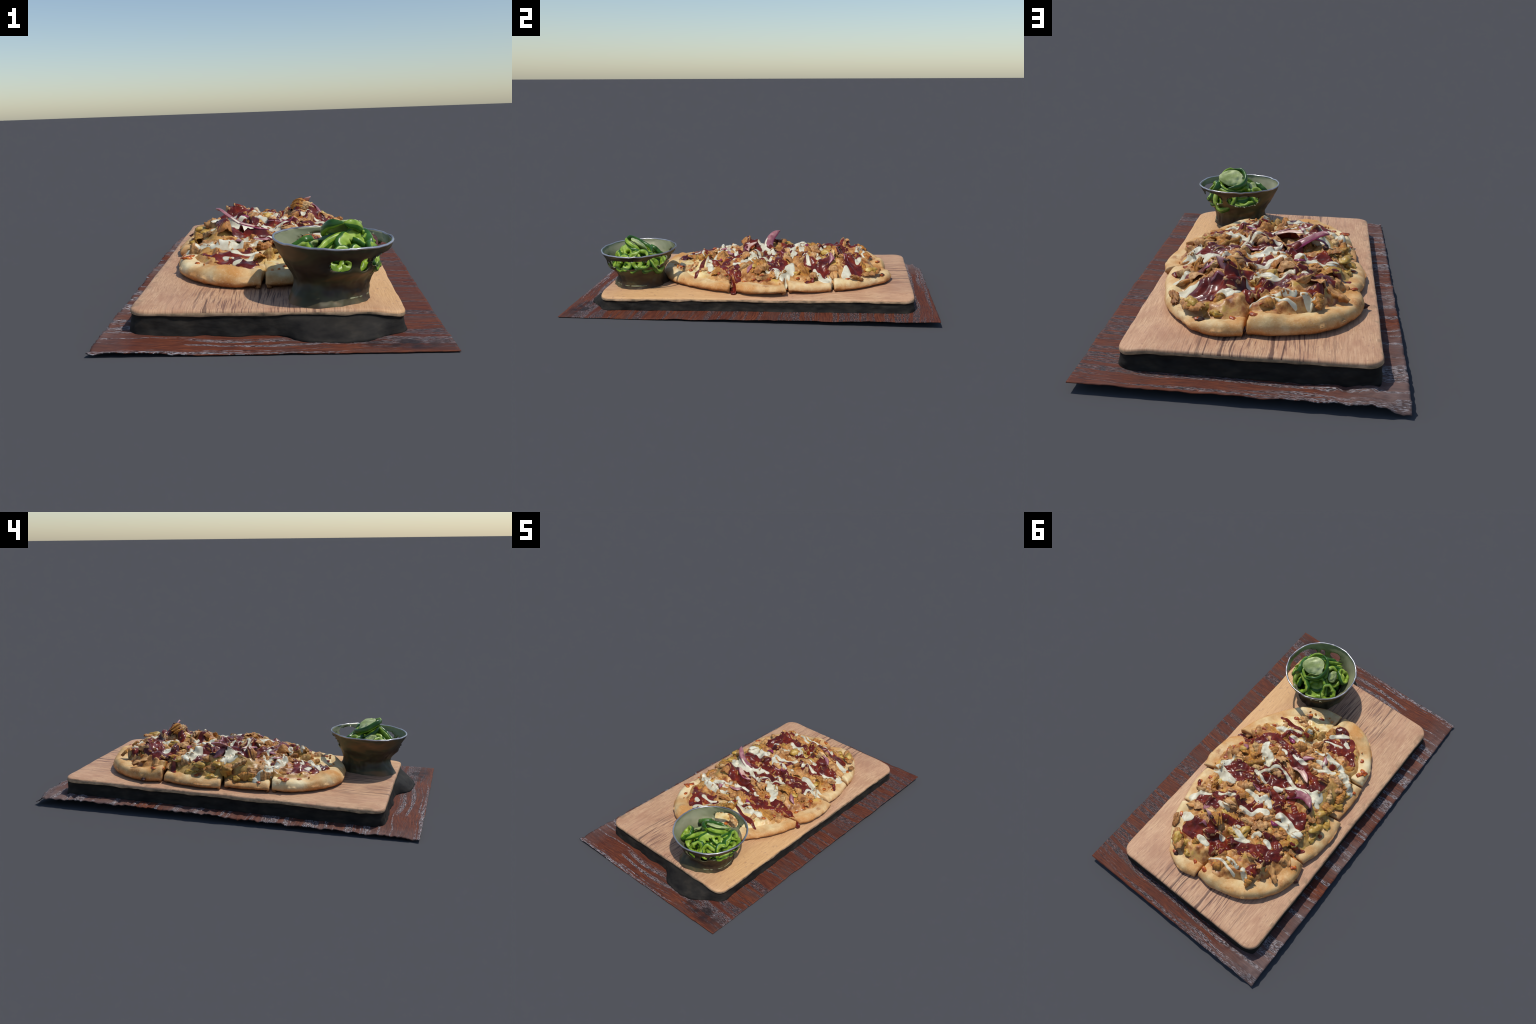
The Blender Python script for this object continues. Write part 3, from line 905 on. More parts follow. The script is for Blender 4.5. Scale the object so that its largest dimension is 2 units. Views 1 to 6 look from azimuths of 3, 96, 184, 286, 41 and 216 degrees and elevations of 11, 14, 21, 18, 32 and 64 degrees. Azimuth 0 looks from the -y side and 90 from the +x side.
class Ground:
    """Height of everything built so far, looked up from above on a fine grid."""

    def __init__(self):
        self.v, self.f, self.n = [], [], 0

    def add(self, v, f):
        self.v.append(np.asarray(v))
        self.f += [[i + self.n for i in q] for q in f]
        self.n += len(v)

    def scan(self, step=0.004):
        self.x0, self.y0, self.step = -0.50, -0.62, step
        self.nx, self.ny = int(1.0 / step), int(1.46 / step)
        tree = BVHTree.FromPolygons([tuple(q) for q in np.vstack(self.v)], self.f)
        z = np.empty((self.ny, self.nx))
        down = Vector((0, 0, -1))
        for j in range(self.ny):
            for i in range(self.nx):
                x, y = self.x0 + i * step, self.y0 + j * step
                hit = tree.ray_cast(Vector((x, y, 1.0)), down)[0]
                z[j, i] = hit.z if hit else board_z(x, y)
        self.z = z
        return self

    def blurred(self, r, keep_high=0.0):
        k = int(3 * r / self.step) + 1
        w = np.exp(-0.5 * (np.arange(-k, k + 1) * self.step / r) ** 2)
        w /= w.sum()
        z = np.apply_along_axis(lambda a: np.convolve(np.pad(a, k, mode="edge"), w, "valid"), 0, self.z)
        z = np.apply_along_axis(lambda a: np.convolve(np.pad(a, k, mode="edge"), w, "valid"), 1, z)
        return z + keep_high * np.maximum(self.z - z, 0)

    def at(self, x, y, z=None):
        z = self.z if z is None else z
        u = np.clip((np.asarray(x) - self.x0) / self.step, 0, self.nx - 1.001)
        v = np.clip((np.asarray(y) - self.y0) / self.step, 0, self.ny - 1.001)
        i, j = u.astype(int), v.astype(int)
        a, b = u - i, v - j
        return (z[j, i] * (1 - a) + z[j, i + 1] * a) * (1 - b) + (z[j + 1, i] * (1 - a) + z[j + 1, i + 1] * a) * b


def chicken_material():
    m = Mat("roast_chicken", 0.55, 0.25)
    s = m.coords((1, 1, 1))
    fibre = m.noise(1.0, m.coords((14, 90, 90)), 3, 0.6)
    tone = m.ramp(m.random(), [(0.0, lin(190, 130, 72)), (0.25, lin(214, 162, 100)), (0.5, lin(228, 182, 128)), (0.7, lin(208, 144, 66)), (0.85, lin(178, 140, 62)), (1.0, lin(236, 198, 142))])
    c = m.mix(m.ramp(fibre, [(0.34, 0.8), (0.58, 0.0)]), tone, lin(122, 74, 42))
    painted_shade = m.ramp(m.noise(15, m.coords((1, 1, 1), loc=(2, 5, 1)), 3, 0.6), [(0.50, 0.0), (0.68, 0.8)])  # shading between the folds, brushed on by noise
    c = m.mix(painted_shade, c, lin(132, 78, 40))
    gold = m.ramp(m.noise(26, None, 3), [(0.54, 0.0), (0.7, 0.7)])
    c = m.mix(gold, c, lin(206, 128, 46))
    m.color(c)
    m.bump(fibre, 0.5, 0.004)
    return m.m


def chicken_shapes(mat):
    """Torn scraps of chicken: chunky lumps, and strips that curl along their length."""
    shapes = []
    for k in range(4):
        bm = bmesh.new()
        bmesh.ops.create_icosphere(bm, subdivisions=4, radius=1.0)
        p = np.array([v.co[:] for v in bm.verts])
        d = 1 + 0.36 * fbm(p, 1.3, 50 + k, 3) + 0.10 * fbm(p * np.array([0.5, 1.6, 1.6]), 2.4, 60 + k)
        crease = 1 - np.abs(fbm(p * np.array([0.4, 1.2, 1.2]), 1.8, 70 + k, 2))
        d -= 0.36 * smooth(0.70, 1.0, crease)
        q = p * d[:, None] * np.array([0.042, 0.020, 0.015])
        q[:, 2] += 0.010 * np.sin(q[:, 0] * 42 + k)
        for v, c in zip(bm.verts, q):
            v.co = c
        me = bpy.data.meshes.new("chicken_piece")
        bm.to_mesh(me)
        bm.free()
        shapes.append(me)
    for k in range(12):
        n, m = 34, 20
        L, W, T = 0.078 + 0.008 * (k % 4), 0.019 + 0.004 * (k % 3), 0.0040
        verts, faces = [], []
        bend, twist = 7 + 7 * math.sin(k * 2.1), 11 * math.sin(k * 1.3)
        for i in range(n):
            u = i / (n - 1)
            s = (u - 0.5) * L
            q = xyz([u * 3], [k * 2.7], 0.5)
            w = W * (0.25 + 0.9 * math.sin(math.pi * min(max(u, 0.04), 0.96)) ** 0.6) * (1 + 0.55 * fbm(q, 2.4, 80, 3)[0])
            a = s * bend
            cx, cz = math.sin(a) / bend if abs(bend) > 1e-3 else s, -(1 - math.cos(a)) / bend
            cup = (1.3 + 0.5 * math.sin(k)) * (1 + 0.5 * fbm(q, 1.1, 90)[0])
            for j in range(m):
                b = 2 * math.pi * j / m
                y0, z0 = math.cos(b), math.sin(b)
                e = fbm(xyz([u * 5], [y0 * 1.2], k), 1.3, 93)[0]
                yy = y0 * w * (1 + 0.2 * e)
                zz = z0 * T * (1 - 0.5 * abs(y0)) + cup * (0.5 * w - yy * yy / w * 0.9) * 0.75 + 0.0050 * e
                t = twist * s
                yy, zz = yy * math.cos(t) - zz * math.sin(t), yy * math.sin(t) + zz * math.cos(t)
                verts.append((cx + zz * math.sin(a), yy, cz + zz * math.cos(a)))
        for i in range(n - 1):
            for j in range(m):
                faces.append([i * m + j, (i + 1) * m + j, (i + 1) * m + (j + 1) % m, i * m + (j + 1) % m])
        faces += [list(range(m)), list(range((n - 1) * m, n * m))[::-1]]
        me = bpy.data.meshes.new("chicken_piece")
        me.from_pydata(verts, [], faces)
        bm = bmesh.new()
        bm.from_mesh(me)
        bmesh.ops.recalc_face_normals(bm, faces=bm.faces)
        bm.to_mesh(me)
        bm.free()
        shapes.append(me)
    for me in shapes:
        me.materials.append(mat)
        me.polygons.foreach_set("use_smooth", np.ones(len(me.polygons), bool))
    return shapes


def mesh_arrays(me, mat):
    v = np.empty(len(me.vertices) * 3)
    me.vertices.foreach_get("co", v)
    v = v.reshape(-1, 3) @ np.array(mat.to_3x3()).T + np.array(mat.translation)
    return v, [list(p.vertices) for p in me.polygons]


def build_chicken(parent, ground, arcs):
    mat = chicken_material()
    shapes = chicken_shapes(mat)
    edge = np.vstack(list(arcs.values()))
    soft = ground.blurred(0.008)
    spots, tries = [], 0
    while len(spots) < 140 and tries < 60000:
        tries += 1
        x, y = rnd.uniform(-0.42, 0.41), rnd.uniform(-0.50, 0.71)
        d = np.min(np.hypot(edge[:, 0] - x, edge[:, 1] - y))
        margin = 0.078 if y > -0.2 else 0.10
        if y > 0.45:
            margin = 0.118
        if d < margin or ((x / 0.43) ** 2 + ((y - 0.09) / 0.67) ** 2) > 1:
            continue
        dens = 1.0
        if y < -0.30:
            dens = 0.16 if x > -0.02 else 0.26
        if y > 0.4 and abs(x - seam(y)) < 0.02:
            dens = 0.2
        if rnd.random() > dens:
            continue
        if any((x - a) ** 2 + (y - b) ** 2 < 0.0395 ** 2 for a, b in spots):
            continue
        spots.append((x, y))
    made = []
    for x, y in spots:
        k = rnd.choice([0, 1, 2, 3] + 2 * list(range(4, 16)))
        z = float(ground.at(x, y, soft))
        gx = float(ground.at(x + 0.012, y, soft) - ground.at(x - 0.012, y, soft)) / 0.024
        gy = float(ground.at(x, y + 0.012, soft) - ground.at(x, y - 0.012, soft)) / 0.024
        n = Vector((-gx * 0.8, -gy * 0.8, 1)).normalized()
        q = n.to_track_quat("Z", "Y") @ Euler((rnd.gauss(0, 0.36), rnd.gauss(0, 0.36), rnd.uniform(0, 6.28))).to_quaternion()
        s = rnd.uniform(0.85, 1.3)
        ob = instance("chicken_piece", shapes[k], (x, y, z - 0.003 + rnd.uniform(-0.004, 0.004)), q.to_euler(),
                      (s * rnd.uniform(0.8, 1.2), s * rnd.uniform(0.8, 1.2), s * rnd.uniform(0.8, 1.2)), parent)
        made.append(ob)
    # a few large scraps that stand out at the edges and on the peaks
    big = [((0.215, 0.655, 0.192), (0.10, -0.12, 2.35), (1.5, 1.1, 1.0), 9), ((-0.300, 0.487, 0.203), (0.3, 0.1, 2.55), (1.6, 0.9, 0.9), 10),
           ((-0.245, 0.610, 0.225), (0.2, 0.45, 1.9), (1.1, 0.8, 0.9), 8), ((0.045, -0.310, 0.205), (0.4, 0.2, 0.8), (0.8, 1.1, 1.3), 2),
           ((0.275, 0.035, 0.203), (0.2, -0.4, 0.5), (1.1, 1.3, 1.2), 11), ((0.252, 0.085, 0.215), (0.9, 0.2, 2.1), (1.0, 1.2, 1.2), 13),
           ((0.105, 0.455, 0.270), (0.3, -0.8, 1.2), (1.1, 1.2, 1.2), 12), ((0.150, 0.440, 0.262), (0.9, 0.5, 0.2), (1.0, 1.3, 1.1), 1),
           ((-0.110, 0.320, 0.235), (0.5, 0.0, 0.9), (1.2, 1.2, 1.2), 14), ((0.035, 0.010, 0.240), (0.3, 0.4, 2.6), (1.1, 1.2, 1.2), 9),
           ((0.060, -0.055, 0.238), (0.5, -0.3, 1.1), (1.0, 1.1, 1.1), 8), ((0.300, 0.575, 0.178), (0.1, 0.1, 2.0), (0.9, 0.9, 0.9), 3),
           ((-0.335, 0.125, 0.178), (-0.6, 0.2, 1.5), (1.1, 1.1, 1.1), 11), ((-0.345, -0.10, 0.176), (-0.5, 0.1, 1.7), (1.1, 1.1, 1.2), 13),
           ((-0.335, 0.02, 0.188), (-0.6, 0.3, 1.2), (1.0, 1.1, 1.2), 5), ((-0.325, -0.19, 0.178), (-0.4, 0.0, 2.2), (0.9, 1.0, 1.0), 6)]
    for loc, rot, sc, k in big:
        made.append(instance("chicken_piece", shapes[k], loc, rot, sc, parent))
    bpy.context.view_layer.update()
    for ob in made:
        ground.add(*mesh_arrays(ob.data, ob.matrix_world))
    # small crumbs of meat and toasted cheese, too small to pick apart
    bm = bmesh.new()
    count = 0
    while count < 130:
        x, y = rnd.uniform(-0.42, 0.41), rnd.uniform(-0.52, 0.72)
        d = np.min(np.hypot(edge[:, 0] - x, edge[:, 1] - y))
        if d < 0.055 or ((x / 0.43) ** 2 + ((y - 0.09) / 0.67) ** 2) > 1 or (y > 0.5 and d < 0.105):
            continue
        count += 1
        r = rnd.uniform(0.004, 0.008)
        mtx = Matrix.Translation((x, y, float(ground.at(x, y, soft)) + r * 0.4)) @ Euler((rnd.uniform(0, 3), rnd.uniform(0, 3), rnd.uniform(0, 3))).to_matrix().to_4x4() @ Matrix.Diagonal((r * 1.7, r, r * 0.8, 1))
        geo = bmesh.ops.create_icosphere(bm, subdivisions=2, radius=1.0, matrix=mtx)
        for v in geo["verts"]:
            v.co += Vector((rnd.gauss(0, 1), rnd.gauss(0, 1), rnd.gauss(0, 1))) * r * 0.10
    me = bpy.data.meshes.new("chicken_crumbs")
    bm.to_mesh(me)
    bm.free()
    crumb = Mat("toasted_crumbs", 0.55, 0.3)
    crumb.color(crumb.ramp(crumb.noise(38, None, 2), [(0.3, lin(160, 84, 34)), (0.48, lin(206, 136, 66)), (0.64, lin(220, 172, 112)), (0.8, lin(232, 204, 140))]))
    me.materials.append(crumb.m)
    me.polygons.foreach_set("use_smooth", np.ones(len(me.polygons), bool))
    ob = bpy.data.objects.new("chicken_crumbs", me)
    ob["kind"] = "stuff"
    ob.parent = parent
    scene.collection.objects.link(ob)
    ground.add(*mesh_arrays(me, Matrix.Identity(4)))


def ribbon(name, spine, width, thick, mats, parent, up=(0, 0, 1), cup=0.3, taper=0.35, slots_fn=None):
    """A solid curved strip swept along a 3D spine; width and thickness in metres."""
    c = catmull(spine, 0.005)
    w = np.interp(np.linspace(0, 1, len(c)), np.linspace(0, 1, len(width)), width)
    verts, faces, slots = [], [], []
    n, m = len(c), 16
    up = Vector(up)
    for i in range(n):
        t = Vector(c[min(i + 1, n - 1)] - c[max(i - 1, 0)]).normalized()
        side = t.cross(up).normalized()
        nn = side.cross(t)
        f = min(1, taper + 6 * min(i, n - 1 - i) / n)
        for j in range(m):
            b = 2 * math.pi * j / m
            y, z = math.cos(b), math.sin(b)
            yy = y * w[i] / 2 * f
            zz = z * thick / 2 * (1 - 0.4 * y * y) - cup * (y * y) * w[i] * 0.3
            verts.append(Vector(c[i]) + side * yy + nn * zz)
    for i in range(n - 1):
        for j in range(m):
            faces.append([i * m + j, (i + 1) * m + j, (i + 1) * m + (j + 1) % m, i * m + (j + 1) % m])
            slots.append(0 if slots_fn is None else slots_fn(i / n, math.cos(2 * math.pi * (j + 0.5) / m)))
    faces += [list(range(m)), list(range((n - 1) * m, n * m))[::-1]]
    slots += [0, 0]
    return new_object(name, verts, faces, mats, parent, slots=slots)


def build_onions(parent, ground):
    m = Mat("red_onion", 0.32, 0.45)
    n = m.noise(1.0, m.coords((30, 30, 12)), 3)
    c = m.ramp(n, [(0.3, lin(116, 56, 62)), (0.5, lin(164, 106, 108)), (0.7, lin(200, 154, 148))])
    m.color(m.mix(m.math("MULTIPLY", m.random(), 0.4), c, lin(142, 78, 106)))
    e = Mat("red_onion_skin", 0.3, 0.5)
    e.color(e.ramp(e.noise(24, None, 2), [(0.35, lin(116, 30, 66)), (0.65, lin(166, 66, 106))]))
    pale = Mat("red_onion_flesh", 0.35, 0.45)
    pale.color(pale.ramp(pale.noise(26, None, 3), [(0.35, lin(206, 158, 140)), (0.65, lin(232, 196, 176))]))

    def skinned(u, y):
        return 1 if y > 0.72 else 0
    # tall strip that rises towards the open side
    ribbon("onion_strip", [(-0.085, 0.115, 0.212), (-0.120, 0.075, 0.236), (-0.165, 0.055, 0.258), (-0.212, 0.066, 0.288), (-0.246, 0.090, 0.309), (-0.272, 0.112, 0.312)],
           [0.030, 0.062, 0.058, 0.048, 0.040, 0.020], 0.008, [m.m, e.m], parent, up=(0.5, 0.25, 0.8), cup=0.7, slots_fn=skinned)
    ribbon("onion_strip", [(-0.200, 0.060, 0.270), (-0.250, 0.072, 0.262), (-0.272, 0.098, 0.240), (-0.268, 0.118, 0.215)],
           [0.034, 0.030, 0.028, 0.020], 0.008, [m.m, e.m], parent, up=(-0.6, -0.3, 0.7), cup=0.5, slots_fn=skinned)
    # wedge on the far peak
    ribbon("onion_strip", [(0.160, 0.462, 0.314), (0.138, 0.470, 0.298), (0.108, 0.484, 0.270), (0.070, 0.500, 0.238)],
           [0.008, 0.040, 0.052, 0.040], 0.010, [m.m, e.m], parent, up=(0.2, 0.8, 0.6), cup=0.5, taper=0.2, slots_fn=skinned)
    # pale arc
    ribbon("onion_strip", [(-0.031, -0.052, 0.236), (-0.070, -0.066, 0.248), (-0.114, -0.052, 0.258), (-0.158, -0.020, 0.262)],
           [0.012, 0.034, 0.034, 0.014], 0.008, [pale.m, e.m], parent, cup=0.2, slots_fn=lambda u, y: 1 if y < -0.8 else 0)
    strips = [[(0.118, -0.215), (0.090, -0.209), (0.066, -0.198)], [(-0.185, 0.275), (-0.160, 0.285), (-0.135, 0.277)], [(-0.128, -0.235), (-0.150, -0.205), (-0.152, -0.170)],
              [(0.115, 0.520), (0.145, 0.512), (0.165, 0.530)], [(0.300, -0.02), (0.27, -0.01), (0.25, 0.01)], [(0.02, 0.18), (0.05, 0.165), (0.075, 0.17)],
              [(-0.02, -0.115), (-0.05, -0.165), (-0.09, -0.185)], [(0.03, 0.165), (-0.01, 0.150), (-0.045, 0.160)], [(0.215, 0.425), (0.190, 0.44), (0.165, 0.43)]]
    z = ground.blurred(0.008)
    for k, s in enumerate(strips):
        sp = [(x, y, float(ground.at(x, y, z)) + 0.010 + 0.006 * (i == 1)) for i, (x, y) in enumerate(s)]
        ob = ribbon("onion_strip", sp, [0.008, 0.024 if k % 2 else 0.030, 0.010], 0.007, [e.m if k < 2 else m.m, e.m], parent, cup=0.35, slots_fn=skinned)
    for ob in [o for o in bpy.data.objects if o.name.startswith("onion_strip")]:
        ground.add(*mesh_arrays(ob.data, Matrix.Identity(4)))


def build_cheese_chunks(parent, ground):
    """Yellow lumps of pickled pepper and cheese, toasted drops on the crust, charred bits."""
    yel = Mat("yellow_cheese", 0.4, 0.4)
    yel.color(yel.ramp(yel.noise(24, None, 3), [(0.32, lin(150, 104, 38)), (0.5, lin(192, 152, 66)), (0.7, lin(222, 196, 120))]))
    yel.bump(yel.noise(40, None, 3), 0.4, 0.004)
    toast = Mat("toasted_cheese", 0.38, 0.45)
    toast.color(toast.ramp(toast.noise(40, None, 3), [(0.32, lin(112, 40, 16)), (0.5, lin(176, 78, 24)), (0.68, lin(216, 132, 48))]))
    char = Mat("charred_bit", 0.6, 0.3)
    char.color(char.ramp(char.noise(40, None, 2), [(0.4, lin(46, 24, 20)), (0.65, lin(92, 44, 32))]))
    z = ground.blurred(0.006)

    def lump(name, x, y, r, mat, sq=(1.5, 1.0, 0.6), dz=-0.1, seed=0):
        bm = bmesh.new()
        bmesh.ops.create_icosphere(bm, subdivisions=3, radius=1.0)
        p = np.array([v.co[:] for v in bm.verts])
        q = p * (1 + 0.42 * fbm(p, 1.5, seed, 3))[:, None] * np.array(sq) * r
        a = seed * 1.7
        q[:, :2] = q[:, :2] @ np.array([[math.cos(a), -math.sin(a)], [math.sin(a), math.cos(a)]])
        for v, c in zip(bm.verts, q):
            v.co = c
        me = bpy.data.meshes.new(name)
        bm.to_mesh(me)
        bm.free()
        me.materials.append(mat)
        me.polygons.foreach_set("use_smooth", np.ones(len(me.polygons), bool))
        ob = instance(name, me, (x, y, float(ground.at(x, y, z)) + r * dz), (0, 0, 0), (1, 1, 1), parent)
        ground.add(*mesh_arrays(me, Matrix.Translation(ob.location)))

    for k, (x, y, r) in enumerate([(-0.004, 0.443, 0.026), (-0.055, 0.420, 0.028), (-0.288, 0.285, 0.024), (-0.345, 0.150, 0.024), (-0.370, 0.08, 0.022), (-0.350, -0.05, 0.022),
                                   (0.215, 0.655, 0.022), (0.165, 0.640, 0.020), (0.25, 0.255, 0.016), (0.265, 0.02, 0.016), (-0.36, 0.20, 0.020), (0.12, 0.68, 0.018),
                                   (-0.355, -0.14, 0.018), (0.09, 0.40, 0.020), (-0.31, 0.07, 0.022), (0.20, 0.10, 0.018), (-0.10, 0.60, 0.018)]):
        lump("cheese_chunk", x, y, r, yel.m, seed=k + 2)
    drops = [(-0.019, 0.702, 0.013), (-0.042, 0.655, 0.009), (0.344, 0.062, 0.010), (0.272, -0.182, 0.011), (0.301, -0.139, 0.008), (0.335, 0.105, 0.008), (0.352, 0.315, 0.012),
             (0.180, 0.715, 0.010), (0.345, 0.02, 0.008), (-0.350, -0.31, 0.014), (-0.34, -0.28, 0.012), (-0.365, 0.36, 0.012), (-0.385, 0.40, 0.011), (0.300, 0.530, 0.010),
             (0.245, -0.235, 0.010), (-0.30, -0.37, 0.010), (0.17, -0.36, 0.012), (0.11, -0.42, 0.012), (0.05, -0.45, 0.010), (0.355, 0.19, 0.010), (0.315, 0.26, 0.011), (0.33, -0.03, 0.009),
             (-0.385, 0.16, 0.009), (-0.375, -0.17, 0.010), (0.06, 0.69, 0.010), (0.225, 0.63, 0.012)]
    for k, (x, y, r) in enumerate(drops):
        lump("toasted_cheese_drop", x, y, r, toast.m, (1.5, 1.0, 0.45), 0.05, k + 30)
    for k, (x, y, r) in enumerate([(0.173, 0.722, 0.011), (0.012, 0.722, 0.012), (-0.428, 0.437, 0.013), (-0.263, 0.108, 0.013), (0.115, 0.475, 0.011), (0.30, 0.145, 0.008)]):
        lump("charred_bit", x, y, r, char.m, (1.3, 0.9, 0.7), 0.3, k + 70)


def path(p):
    return np.array(p, float)


BBQ_SAUCE = [
    path([(0.259, -0.321, 0.014), (0.21, -0.311, 0.024), (0.163, -0.304, 0.028), (0.116, -0.303, 0.024), (0.067, -0.292, 0.012)]),
    path([(0.267, -0.098, 0.02), (0.237, -0.145, 0.024), (0.194, -0.177, 0.024), (0.153, -0.204, 0.024), (0.135, -0.247, 0.032), (0.101, -0.256, 0.024), (0.055, -0.276, 0.016), (0.02, -0.276, 0.02)]),
    path([(-0.065, -0.429, 0.024), (-0.089, -0.462, 0.036), (-0.145, -0.455, 0.016)]),
    path([(-0.056, -0.318, 0.016), (-0.087, -0.361, 0.02), (-0.142, -0.371, 0.02)]),
    path([(-0.09, -0.299, 0.02), (-0.144, -0.316, 0.032), (-0.19, -0.331, 0.036), (-0.237, -0.331, 0.036), (-0.288, -0.295, 0.02)]),
    path([(-0.168, -0.443, 0.02), (-0.206, -0.407, 0.024), (-0.218, -0.358, 0.024)]),
    path([(-0.183, -0.199, 0.036), (-0.216, -0.217, 0.028)]),
    path([(0.075, -0.136, 0.024), (0.035, -0.11, 0.036), (-0.01, -0.098, 0.047), (-0.061, -0.09, 0.051), (-0.1, -0.083, 0.032)]),
    path([(0.286, -0.062, 0.016), (0.236, -0.085, 0.02), (0.184, -0.098, 0.024), (0.135, -0.107, 0.016)]),
    path([(0.087, 0.069, 0.032), (0.037, 0.075, 0.047), (-0.014, 0.063, 0.047), (-0.06, 0.039, 0.04), (-0.114, 0.014, 0.036), (-0.172, 0, 0.032)]),
    path([(-0.172, -0.065, 0.043), (-0.206, -0.045, 0.067), (-0.227, -0.004, 0.051)]),
    path([(0.288, 0.182, 0.036), (0.233, 0.178, 0.063), (0.178, 0.164, 0.063), (0.144, 0.143, 0.043), (0.105, 0.135, 0.032)]),
    path([(0.266, 0.114, 0.032), (0.214, 0.107, 0.047), (0.163, 0.095, 0.032)]),
    path([(0.291, 0.417, 0.037), (0.255, 0.386, 0.056), (0.196, 0.388, 0.065), (0.142, 0.406, 0.051)]),
    path([(0.238, 0.34, 0.023), (0.193, 0.306, 0.023), (0.138, 0.293, 0.023), (0.128, 0.255, 0.019)]),
    path([(0.07, 0.281, 0.023), (0.016, 0.29, 0.033), (-0.022, 0.279, 0.033), (-0.036, 0.223, 0.021)]),
    path([(0.08, 0.145, 0.037), (0.034, 0.135, 0.028), (-0.018, 0.127, 0.028), (-0.066, 0.135, 0.028), (-0.114, 0.137, 0.028), (-0.106, 0.194, 0.037), (-0.164, 0.187, 0.042)]),
    path([(-0.118, 0.216, 0.037), (-0.187, 0.194, 0.047), (-0.245, 0.18, 0.084), (-0.292, 0.173, 0.07)]),
    path([(-0.165, 0.113, 0.023), (-0.203, 0.148, 0.028), (-0.24, 0.173, 0.037)]),
    path([(0.226, 0.584, 0.042), (0.202, 0.547, 0.061), (0.146, 0.539, 0.051), (0.08, 0.539, 0.051), (0.015, 0.548, 0.047), (-0.024, 0.553, 0.037)]),
    path([(0.105, 0.429, 0.023), (0.067, 0.413, 0.037), (0.013, 0.401, 0.033), (-0.032, 0.378, 0.028)]),
    path([(-0.032, 0.547, 0.033), (-0.043, 0.512, 0.037), (-0.088, 0.489, 0.042), (-0.155, 0.465, 0.042), (-0.189, 0.437, 0.037), (-0.242, 0.425, 0.051), (-0.275, 0.409, 0.056), (-0.266, 0.449, 0.042)]),
    path([(-0.136, 0.364, 0.023), (-0.189, 0.357, 0.033), (-0.24, 0.365, 0.042), (-0.276, 0.389, 0.042)]),
    path([(-0.094, 0.518, 0.028), (-0.136, 0.513, 0.028)]),
    path([(-0.21, 0.533, 0.056), (-0.229, 0.557, 0.065), (-0.242, 0.588, 0.051)]),
    path([(-0.085, -0.455, 0.05), (-0.135, -0.42, 0.06), (-0.185, -0.40, 0.05)]),
    path([(-0.09, -0.335, 0.03), (-0.150, -0.335, 0.05), (-0.215, -0.350, 0.05), (-0.255, -0.33, 0.03)]),
    path([(0.40, -0.083, 0.018), (0.335, -0.080, 0.03), (0.29, -0.066, 0.03)]),
    path([(0.365, 0.30, 0.014), (0.33, 0.345, 0.02)]),
    path([(-0.02, 0.12, 0.03), (-0.065, 0.085, 0.03), (-0.13, 0.075, 0.035), (-0.155, 0.125, 0.04)]),
    path([(-0.29, 0.31, 0.012), (-0.345, 0.305, 0.022), (-0.375, 0.28, 0.014)]),
    path([(0.198, -0.126, 0.035), (0.233, -0.095, 0.045), (0.282, -0.102, 0.040), (0.314, -0.090, 0.020)]),
    path([(-0.207, -0.021, 0.040), (-0.167, -0.006, 0.035), (-0.109, 0.029, 0.040), (0.031, -0.020, 0.040), (0.078, 0.008, 0.035), (0.106, 0.075, 0.030), (0.159, 0.096, 0.030), (0.213, 0.116, 0.045), (0.272, 0.128, 0.055), (0.310, 0.151, 0.045)]),
    path([(-0.231, -0.027, 0.055), (-0.174, -0.070, 0.045), (-0.117, -0.090, 0.030), (-0.016, -0.133, 0.035), (0.064, -0.149, 0.040), (0.146, -0.162, 0.045), (0.201, -0.153, 0.040)]),
    path([(-0.282, 0.386, 0.040), (-0.256, 0.419, 0.045), (-0.240, 0.489, 0.040), (-0.156, 0.481, 0.035), (-0.090, 0.495, 0.040), (-0.039, 0.507, 0.045), (0.005, 0.481, 0.035)]),
    path([(-0.114, 0.173, 0.025), (-0.025, 0.140, 0.035), (0.050, 0.147, 0.040), (0.124, 0.120, 0.035)]),
    path([(0.134, 0.286, 0.030), (0.171, 0.319, 0.045), (0.220, 0.366, 0.055), (0.262, 0.404, 0.040), (0.289, 0.424, 0.020)]),
    path([(-0.301, 0.184, 0.030), (-0.262, 0.201, 0.050), (-0.206, 0.224, 0.045), (-0.138, 0.233, 0.030)]),
    path([(0.002, 0.193, 0.018), (0.015, 0.264, 0.020), (0.054, 0.304, 0.020), (0.115, 0.281, 0.030)]),
    path([(0.106, 0.557, 0.030), (0.141, 0.589, 0.030), (0.194, 0.597, 0.030), (0.237, 0.588, 0.020)]),
    path([(-0.025, 0.598, 0.019), (-0.041, 0.522, 0.033), (-0.072, 0.485, 0.037), (-0.098, 0.470, 0.033), (-0.139, 0.481, 0.030)]),
    path([(0.008, 0.626, 0.019), (0.019, 0.588, 0.033), (0.054, 0.529, 0.041), (0.092, 0.506, 0.041), (0.116, 0.482, 0.026)]),
    path([(0.237, 0.591, 0.022), (0.217, 0.537, 0.033), (0.175, 0.542, 0.033), (0.136, 0.554, 0.033), (0.098, 0.558, 0.041)]),
]

